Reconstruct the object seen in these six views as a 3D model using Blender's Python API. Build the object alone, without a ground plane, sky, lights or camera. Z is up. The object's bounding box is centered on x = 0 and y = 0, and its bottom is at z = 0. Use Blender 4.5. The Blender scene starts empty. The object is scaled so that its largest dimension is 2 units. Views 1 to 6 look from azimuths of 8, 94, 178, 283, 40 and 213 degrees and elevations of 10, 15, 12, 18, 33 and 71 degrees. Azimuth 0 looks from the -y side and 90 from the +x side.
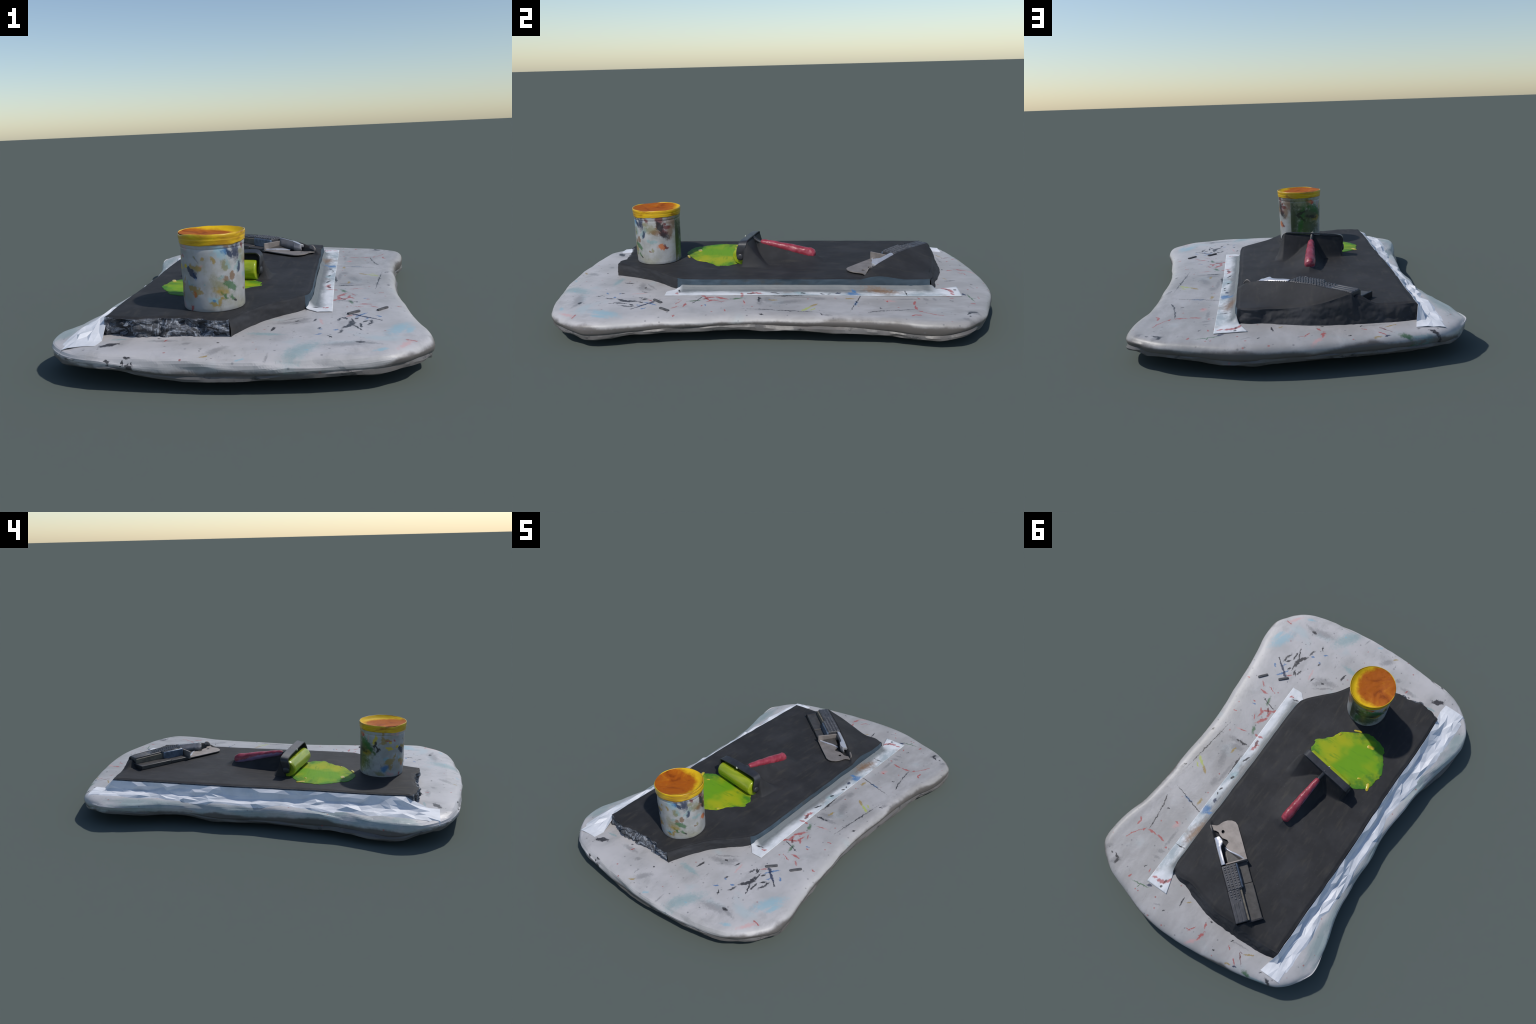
# Printmaker's inking bench: a padded hourglass board with a taped-down stone
# slab that carries a pot of ink, an ink roller, a steel scraper and rolled-out ink.
import bpy, math
import numpy as np
from mathutils import Vector

# ------------------------------------------------------------------ noise
def _hash(i, j, k, seed):
    h = np.sin(i * 127.1 + j * 311.7 + k * 74.7 + seed * 19.19) * 43758.5453
    return h - np.floor(h)

def vnoise(x, y, z=0.0, seed=0):
    x, y, z = np.broadcast_arrays(np.asarray(x, float), np.asarray(y, float), np.asarray(z, float))
    i, j, k = np.floor(x), np.floor(y), np.floor(z)
    f, g, h = x - i, y - j, z - k
    f, g, h = (t * t * (3 - 2 * t) for t in (f, g, h))
    out = 0
    for a in (0, 1):
        for b in (0, 1):
            for c in (0, 1):
                w = (f if a else 1 - f) * (g if b else 1 - g) * (h if c else 1 - h)
                out = out + w * _hash(i + a, j + b, k + c, seed)
    return out - 0.5

def fbm(x, y, z=0.0, seed=0, octaves=4):
    s, amp = 0, 1.0
    for o in range(octaves):
        s = s + amp * vnoise(x * 2 ** o, y * 2 ** o, np.asarray(z) * 2 ** o, seed + o)
        amp *= 0.5
    return s

def facets(u, v, seed=0):
    """Piecewise-flat noise on a jittered triangle grid: creased paper."""
    u = u + 0.35 * vnoise(u * 0.7, v * 0.7, 3, seed + 5)
    v = v + 0.35 * vnoise(u * 0.7, v * 0.7, 8, seed + 6)
    i, j = np.floor(u), np.floor(v)
    f, g = u - i, v - j
    h = lambda a, b: _hash(i + a, j + b, 0, seed) - 0.5
    low = h(0, 0) + f * (h(1, 0) - h(0, 0)) + g * (h(1, 1) - h(1, 0))
    high = h(0, 0) + g * (h(0, 1) - h(0, 0)) + f * (h(1, 1) - h(0, 1))
    return np.where(f > g, low, high)

def smooth(a, b, x):
    t = np.clip((np.asarray(x, float) - a) / (b - a), 0, 1)
    return t * t * (3 - 2 * t)

def spline(points, n, closed=False):
    """Catmull-Rom through the points, resampled to n points evenly along it."""
    p = np.array(points, float)
    m = len(p)
    fine = []
    for s in range(m if closed else m - 1):
        if closed:
            a, b, c, d = p[s - 1], p[s], p[(s + 1) % m], p[(s + 2) % m]
        else:
            a, b, c, d = p[max(s - 1, 0)], p[s], p[s + 1], p[min(s + 2, m - 1)]
        for t in np.linspace(0, 1, 24, endpoint=False):
            fine.append(0.5 * (2 * b + (c - a) * t + (2 * a - 5 * b + 4 * c - d) * t ** 2 + (3 * b - a - 3 * c + d) * t ** 3))
    fine.append(p[0] if closed else p[-1])
    fine = np.array(fine)
    length = np.concatenate([[0], np.cumsum(np.linalg.norm(np.diff(fine, axis=0), axis=1))])
    at = np.linspace(0, length[-1], n, endpoint=not closed)
    return np.stack([np.interp(at, length, fine[:, k]) for k in range(p.shape[1])], 1)

# ------------------------------------------------------------------ objects
def thing(name, base, label, category):
    o = bpy.data.objects.new(name, None)
    o.empty_display_size = 0.05
    o.location = base
    o["label"], o["category"] = label, category
    bpy.context.scene.collection.objects.link(o)
    return o

def part(name, verts, faces, material, parent, flat=False, sharp=None):
    base = np.zeros(3)
    up = parent
    while up is not None:
        base = base + np.array(up.location)
        up = up.parent
    v = np.asarray(verts, float).reshape(-1, 3) - base
    me = bpy.data.meshes.new(name)
    me.from_pydata(v.tolist(), [], [list(map(int, f)) for f in faces])
    me.validate()
    me.materials.append(material)
    o = bpy.data.objects.new(name, me)
    bpy.context.scene.collection.objects.link(o)
    o.parent = parent
    if not flat:
        me.shade_smooth()
        if sharp:
            me.set_sharp_from_angle(angle=math.radians(sharp))
    return o

def grid_faces(rows, cols, wrap=False, start=0, flip=False):
    f = []
    for r in range(rows - 1):
        for c in range(cols if wrap else cols - 1):
            d = (c + 1) % cols
            q = (start + r * cols + c, start + r * cols + d, start + (r + 1) * cols + d, start + (r + 1) * cols + c)
            f.append(q[::-1] if flip else q)
    return f

def cap(start, n, flip=False):
    f = tuple(range(start, start + n))
    return f[::-1] if flip else f

def loft(rings, closed=True, caps=True):
    rings = np.asarray(rings, float)
    r, c, _ = rings.shape
    f = grid_faces(r, c, closed)
    if caps:
        f += [cap(0, c, True), cap((r - 1) * c, c)]
    return rings.reshape(-1, 3), f

def modify(o, kind, **settings):
    m = o.modifiers.new(kind.lower(), kind)
    for k, v in settings.items():
        setattr(m, k, v)
    return m

def box(corners_low, corners_high):
    """Eight-corner solid from two matching quads."""
    v = np.concatenate([np.asarray(corners_low, float), np.asarray(corners_high, float)])
    f = [(3, 2, 1, 0), (4, 5, 6, 7)] + [(i, (i + 1) % 4, 4 + (i + 1) % 4, 4 + i) for i in range(4)]
    return v, f

# ------------------------------------------------------------------ materials
class Nodes:
    def __init__(self, name, rough=0.6, metallic=0.0, coat=0.0, spec=0.3):
        self.m = bpy.data.materials.new(name)
        self.m.use_nodes = True
        self.t = self.m.node_tree
        self.bsdf = self.t.nodes["Principled BSDF"]
        self.bsdf.inputs["Roughness"].default_value = rough
        self.bsdf.inputs["Metallic"].default_value = metallic
        self.bsdf.inputs["Coat Weight"].default_value = coat
        self.bsdf.inputs["Specular IOR Level"].default_value = spec
        self.pos = self.add("ShaderNodeTexCoord").outputs["Object"]

    def add(self, kind, **props):
        n = self.t.nodes.new(kind)
        for k, v in props.items():
            setattr(n, k, v)
        return n

    def put(self, socket, value):
        if isinstance(value, bpy.types.NodeSocket):
            self.t.links.new(value, socket)
        elif isinstance(value, tuple) and len(value) == 3 and socket.type == "RGBA":
            socket.default_value = (*value, 1)
        else:
            socket.default_value = value

    def noise(self, scale, detail=3, rough=0.55, vector=None, distort=0.0, stretch=None):
        v = vector or self.pos
        if stretch:
            mp = self.add("ShaderNodeMapping")
            self.put(mp.inputs["Vector"], v)
            mp.inputs["Scale"].default_value = stretch
            v = mp.outputs[0]
        n = self.add("ShaderNodeTexNoise")
        self.put(n.inputs["Vector"], v)
        n.inputs["Scale"].default_value = scale
        n.inputs["Detail"].default_value = detail
        n.inputs["Roughness"].default_value = rough
        n.inputs["Distortion"].default_value = distort
        return n

    def ramp(self, value, low, high, a=0.0, b=1.0, smooth_step=True):
        n = self.add("ShaderNodeMapRange", interpolation_type="SMOOTHSTEP" if smooth_step else "LINEAR")
        self.put(n.inputs["Value"], value)
        n.inputs["From Min"].default_value, n.inputs["From Max"].default_value = low, high
        n.inputs["To Min"].default_value, n.inputs["To Max"].default_value = a, b
        return n.outputs["Result"]

    def math(self, op, a, b=0.0):
        n = self.add("ShaderNodeMath", operation=op)
        self.put(n.inputs[0], a)
        self.put(n.inputs[1], b)
        return n.outputs[0]

    def mix(self, fac, a, b, blend="MIX"):
        n = self.add("ShaderNodeMix", data_type="RGBA", blend_type=blend)
        self.put(n.inputs["Factor"], fac)
        self.put(n.inputs["A"], a)
        self.put(n.inputs["B"], b)
        return n.outputs["Result"]

    def marks(self, vector, rows, colour, ragged):
        """Lay brush marks (place, direction, size, softness) over a colour."""
        by = {}
        for c, x, y, ang, hl, hw, soft in sorted(rows, key=lambda q: MARK_LAYERS.index(q[0])):
            if c not in by and by:
                colour = self.lay(by, colour)
                by = {}
            mp = self.add("ShaderNodeMapping", vector_type="TEXTURE")
            self.put(mp.inputs["Vector"], vector)
            mp.inputs["Location"].default_value = (x, y, 0)
            mp.inputs["Rotation"].default_value = (0, 0, math.radians(ang))
            mp.inputs["Scale"].default_value = (hl * 1.08 / 1000, (hw * 1.25 + 0.6) / 1000, 2.0)
            ln = self.add("ShaderNodeVectorMath", operation="LENGTH")
            self.put(ln.inputs[0], mp.outputs[0])
            r = self.math("ADD", ln.outputs["Value"], ragged)
            k = self.ramp(r, 1.25 - 0.9 * soft * 0.9, 1.25 + 0.75 * soft, 1.0, 0.0)
            by[c] = self.math("MAXIMUM", by[c], k) if c in by else k
        return self.lay(by, colour)

    def lay(self, by, colour):
        for c, mask in by.items():
            rgb, alpha = PAINT[c]
            colour = self.mix(self.math("MULTIPLY", mask, alpha), colour, rgb)
        return colour

    def bump(self, height, strength, distance):
        b = self.add("ShaderNodeBump")
        self.put(b.inputs["Height"], height)
        b.inputs["Strength"].default_value = strength
        b.inputs["Distance"].default_value = distance
        self.t.links.new(b.outputs[0], self.bsdf.inputs["Normal"])

    def done(self, colour, rough=None):
        self.put(self.bsdf.inputs["Base Color"], colour)
        if rough is not None:
            self.put(self.bsdf.inputs["Roughness"], rough)
        return self.m

MARK_LAYERS = ("smoke", "teal", "cyan", "pink", "olive", "brown", "deep", "ochre", "yellow", "lime", "green",
               "orange", "blue", "navy", "red", "darkred", "black")
PAINT = {
    "black": ((0.022, 0.021, 0.025), 0.92), "navy": ((0.010, 0.020, 0.060), 0.88), "blue": ((0.015, 0.13, 0.33), 0.75),
    "red": ((0.36, 0.035, 0.030), 0.75), "darkred": ((0.12, 0.018, 0.018), 0.85), "pink": ((0.60, 0.28, 0.27), 0.45),
    "cyan": ((0.17, 0.42, 0.52), 0.50), "teal": ((0.10, 0.29, 0.31), 0.42), "green": ((0.025, 0.11, 0.03), 0.8),
    "lime": ((0.36, 0.42, 0.05), 0.75), "yellow": ((0.55, 0.42, 0.015), 0.85), "ochre": ((0.29, 0.19, 0.02), 0.75),
    "orange": ((0.45, 0.12, 0.02), 0.85), "brown": ((0.17, 0.085, 0.03), 0.75), "olive": ((0.17, 0.16, 0.045), 0.65),
    "smoke": ((0.15, 0.15, 0.155), 0.50), "deep": ((0.025, 0.045, 0.018), 0.85),  # deep: dark green paint plus shade baked into the pot's back
}

# paint marks on the pad: colour, x, y, direction (degrees), half length and half width (mm), softness
PAD_MARKS = [
    ('black', 0.469, -0.58, 147, 14, 1.9, 0.3), ('navy', 0.421, -0.541, 140, 50, 2.6, 0.3), ('navy', 0.395, -0.517, 146, 16, 4.4, 0.4),
    ('blue', 0.411, -0.52, -125, 25, 2.8, 0.5), ('blue', 0.473, -0.538, 124, 8, 2.2, 0.4), ('blue', 0.429, -0.568, -117, 10, 2.4, 0.8),
    ('red', 0.368, -0.529, -129, 11, 2.4, 0.3), ('black', 0.444, -0.603, -94, 13, 2.3, 0.6), ('black', 0.44, -0.629, -109, 16, 3.5, 1),
    ('black', 0.424, -0.602, -139, 11, 2.4, 0.6), ('black', 0.408, -0.647, -87, 19, 2.4, 0.4), ('black', 0.398, -0.679, 113, 25, 1.6, 0.4),
    ('black', 0.376, -0.625, -84, 24, 5.9, 0.4), ('black', 0.367, -0.654, -126, 25, 5.6, 0.5), ('black', 0.382, -0.595, -79, 20, 2.6, 0.4),
    ('black', 0.339, -0.719, -104, 16, 3.1, 0.9), ('black', 0.395, -0.564, -117, 8, 2.7, 0.5), ('black', 0.358, -0.561, -77, 14, 1.6, 0.4),
    ('black', 0.351, -0.559, 130, 17, 1.6, 0.4), ('black', 0.335, -0.574, -104, 14, 3, 0.6), ('blue', 0.324, -0.7, -146, 8, 3.2, 0.4),
    ('blue', 0.267, -0.749, -154, 11, 2, 0.3), ('blue', 0.273, -0.69, -162, 4, 2, 0.5), ('black', 0.27, -0.678, -109, 8, 2.3, 0.8),
    ('black', 0.304, -0.774, 123, 11, 1.2, 0.4), ('smoke', 0.419, -0.842, 165, 32, 5.9, 1), ('black', 0.402, -0.837, 174, 12, 3.6, 0.8),
    ('smoke', 0.36, -0.853, -166, 45, 14.4, 1), ('cyan', 0.566, -0.702, -106, 31, 6.9, 1), ('cyan', 0.53, -0.691, -116, 53, 16.1, 1),
    ('cyan', 0.464, -0.897, -161, 15, 5.2, 0.9), ('red', 0.561, -0.81, 175, 12, 2, 0.4), ('pink', 0.537, -0.85, -122, 30, 5.2, 1),
    ('red', 0.555, -0.395, -174, 6, 3.1, 0.5), ('red', 0.432, -0.367, 178, 19, 3, 0.7), ('red', 0.401, -0.401, 157, 19, 1.3, 0.5),
    ('red', 0.459, -0.403, 140, 12, 2.2, 0.9), ('black', 0.399, -0.331, -146, 4, 3.1, 0.2), ('black', 0.365, -0.318, 160, 33, 1.2, 0.2),
    ('green', 0.377, -0.332, -77, 19, 4, 0.9), ('blue', 0.435, -0.276, 174, 7, 1.5, 0.4), ('red', 0.444, -0.291, -169, 6, 1.9, 0.4),
    ('smoke', 0.2, -0.593, -130, 31, 11.7, 1), ('black', 0.188, -0.59, 173, 8, 2.3, 0.5), ('smoke', 0.167, -0.566, -146, 36, 2.7, 0.8),
    ('black', 0.25, -0.578, -106, 11, 2.3, 0.9), ('pink', 0.272, -0.599, -81, 24, 2.6, 0.9), ('black', 0.112, -0.688, -97, 19, 3.1, 0.4),
    ('smoke', 0.173, -0.608, 10, 44, 9.9, 1), ('red', 0.378, -0.265, 142, 15, 3.9, 0.4), ('red', 0.336, -0.286, -150, 34, 3.4, 0.4),
    ('darkred', 0.345, -0.28, 123, 16, 2.1, 0.3), ('red', 0.343, -0.215, -122, 23, 5.6, 0.5), ('red', 0.37, -0.245, -98, 15, 2.6, 0.7),
    ('red', 0.389, -0.212, 120, 13, 1.8, 0.9), ('red', 0.33, -0.268, -98, 16, 3.7, 0.7), ('red', 0.498, -0.184, -170, 8, 1.9, 0.5),
    ('red', 0.391, -0.113, -169, 16, 1.5, 0.4), ('pink', 0.418, -0.108, -168, 13, 1.5, 0.7), ('green', 0.348, -0.144, -71, 19, 4.2, 0.9),
    ('red', 0.311, -0.126, 176, 11, 3.3, 0.7), ('red', 0.297, -0.164, -161, 12, 2.2, 0.4), ('darkred', 0.282, -0.105, 129, 26, 2.6, 0.4),
    ('black', 0.358, -0.048, -174, 22, 3.3, 0.3), ('smoke', 0.377, -0.044, -176, 38, 7.3, 0.8), ('smoke', 0.361, -0.013, -167, 28, 10.9, 1),
    ('ochre', 0.37, 0.013, -101, 16, 2.2, 0.4), ('smoke', 0.394, 0.081, 110, 45, 10.5, 1), ('black', 0.314, 0.086, -87, 46, 2.3, 0.6),
    ('smoke', 0.314, 0.02, -102, 20, 1.8, 0.6), ('lime', 0.48, 0.16, 143, 24, 4.4, 0.6), ('ochre', 0.437, 0.19, 139, 18, 3.7, 0.5),
    ('lime', 0.484, 0.188, 154, 11, 2.4, 0.8), ('black', 0.542, 0.222, -146, 8, 1.5, 0.5), ('black', 0.499, 0.052, -97, 112, 1.2, 0.5),
    ('black', 0.512, 0.16, -84, 5, 1.8, 0.3), ('black', 0.507, 0.094, -89, 6, 1.6, 0.3), ('black', 0.498, 0.043, -110, 4, 1.7, 0.4),
    ('smoke', 0.547, 0.243, -110, 16, 4.5, 0.8), ('smoke', 0.352, 0.214, -87, 20, 10.5, 1), ('smoke', 0.331, 0.144, -94, 63, 5.3, 1),
    ('smoke', 0.489, -0.022, -83, 18, 4.3, 0.9), ('black', 0.536, -0.027, -106, 6, 2.2, 0.7), ('blue', 0.415, 0.369, 169, 17, 2.7, 0.7),
    ('black', 0.498, 0.484, -80, 25, 1.2, 0.3), ('black', 0.488, 0.556, -83, 49, 1.2, 0.4), ('black', 0.51, 0.434, -73, 16, 1.4, 0.4),
    ('black', 0.467, 0.473, -149, 7, 1.7, 0.2), ('blue', 0.408, 0.371, 167, 19, 3, 0.6), ('black', 0.379, 0.379, 164, 91, 1.2, 0.4),
    ('ochre', 0.35, 0.348, -95, 14, 3.8, 0.9), ('red', 0.551, 0.598, 128, 11, 2, 0.3), ('red', 0.548, 0.618, 82, 13, 1.9, 0.3),
    ('red', 0.546, 0.691, -113, 20, 1.2, 0.5), ('red', 0.529, 0.663, -125, 25, 1.2, 0.4), ('red', 0.502, 0.634, -104, 8, 2.4, 0.4),
    ('red', 0.467, 0.62, 176, 15, 3.6, 0.3), ('red', 0.446, 0.619, 175, 15, 1.8, 0.4), ('red', 0.404, 0.62, 173, 15, 2, 0.4),
    ('red', 0.391, 0.627, 170, 9, 1.2, 0.5), ('pink', 0.375, 0.519, -108, 16, 6.6, 0.9), ('red', 0.38, 0.508, -175, 8, 1.5, 0.6),
    ('red', 0.348, 0.647, -107, 5, 2, 0.3), ('smoke', 0.359, 0.676, -167, 14, 6.6, 0.5), ('smoke', 0.356, 0.598, -91, 38, 3.8, 0.9),
    ('black', 0.529, 0.826, 151, 15, 2.6, 0.5), ('smoke', 0.524, 0.843, -127, 22, 9.3, 0.7), ('black', 0.518, 0.843, -107, 12, 5.1, 0.8),
    ('smoke', 0.599, 0.803, -126, 15, 6.9, 1), ('black', 0.565, 0.82, 149, 6, 1.6, 0.5), ('black', 0.377, 0.784, -136, 6, 1.5, 0.4),
    ('red', 0.346, 0.789, -80, 6, 1.5, 0.4), ('red', 0.414, 0.867, -105, 7, 2.5, 0.3), ('red', 0.318, 0.776, -127, 6, 1.7, 0.4),
    ('navy', 0.3, 0.85, -151, 10, 3.2, 0.3), ('green', 0.347, 0.871, -172, 30, 1.2, 0.8), ('green', 0.346, 0.879, -99, 9, 1.2, 0.6),
    ('smoke', 0.357, 0.714, -172, 10, 3.6, 0.9), ('black', 0.112, 0.823, -85, 18, 2, 0.3), ('smoke', 0.208, 0.905, -164, 12, 3.1, 0.8),
    ('black', 0.162, 0.911, -146, 5, 1.6, 0.6), ('ochre', 0.081, 0.807, -148, 11, 1.4, 0.5), ('red', -0.055, 0.853, -65, 14, 2.4, 0.4),
    ('red', -0.065, 0.906, -98, 18, 3.8, 0.7), ('red', 0.006, 0.916, -171, 10, 1.2, 0.4), ('red', -0.009, 0.901, -116, 15, 1.2, 0.4),
    ('black', -0.071, 0.823, -164, 4, 1.7, 0.4), ('pink', -0.043, 0.952, -134, 26, 4.7, 1), ('red', -0.272, 0.915, 135, 14, 1.5, 0.5),
    ('navy', -0.286, 0.934, -171, 8, 2.1, 0.6), ('ochre', -0.317, 0.848, -150, 19, 1.7, 0.5), ('green', -0.354, 0.93, 171, 17, 4.7, 0.9),
    ('ochre', -0.253, 0.941, -167, 9, 2.9, 0.9), ('black', -0.157, 0.928, -146, 7, 1.9, 0.6), ('black', -0.209, 0.839, -120, 7, 1.6, 0.5),
    ('smoke', -0.251, 0.835, -174, 38, 2.1, 0.9), ('darkred', -0.289, 0.884, 132, 24, 1.2, 0.4), ('darkred', -0.28, 0.86, 179, 7, 1.2, 0.4),
    ('black', -0.412, 0.883, -157, 4, 1.3, 0.4), ('black', -0.464, 0.903, 148, 19, 3.5, 0.7), ('teal', -0.405, 0.925, -169, 34, 2.9, 1),
    ('red', -0.216, 0.874, 138, 10, 1.2, 0.5), ('black', -0.406, -0.86, 30, 25, 8.3, 0.4), ('black', -0.411, -0.849, 27, 10, 3.3, 0.4),
    ('teal', -0.395, -0.799, 5, 23, 2.8, 0.5), ('black', -0.513, -0.839, 31, 14, 2.6, 0.5), ('black', -0.506, -0.844, -25, 12, 1.4, 0.6),
    ('red', -0.227, -0.814, 86, 7, 2.4, 0.4), ('smoke', -0.236, -0.816, 4, 34, 7.2, 1), ('smoke', -0.155, -0.846, 38, 12, 6.2, 0.9),
    ('smoke', -0.095, -0.902, 87, 16, 1.7, 0.6), ('ochre', -0.074, -0.953, 45, 12, 1.7, 0.5), ('black', -0.05, -0.836, 27, 4, 1.7, 0.3),
    ('black', -0.255, -0.79, 25, 4, 1.9, 0.4), ('black', -0.311, -0.976, 12, 12, 5.3, 0.3), ('black', -0.333, -0.964, 5, 4, 2.1, 0.3),
    ('black', -0.315, -0.956, -6, 10, 1.7, 0.5), ('red', -0.149, -1, 117, 8, 3.3, 0.6), ('cyan', 0.236, -0.911, -2, 5, 2.3, 0.5),
    ('cyan', 0.039, -0.971, 30, 10, 3.2, 0.9), ('teal', 0.22, -0.907, 60, 62, 20.1, 1), ('smoke', -0.045, -0.91, 50, 30, 9.9, 1),
    ('teal', 0.089, -0.743, -7, 41, 8.4, 1), ('smoke', 0.117, -0.964, 80, 16, 2.2, 0.8), ('black', -0.383, -0.958, -30, 7, 1.6, 0.5),
]
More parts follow.
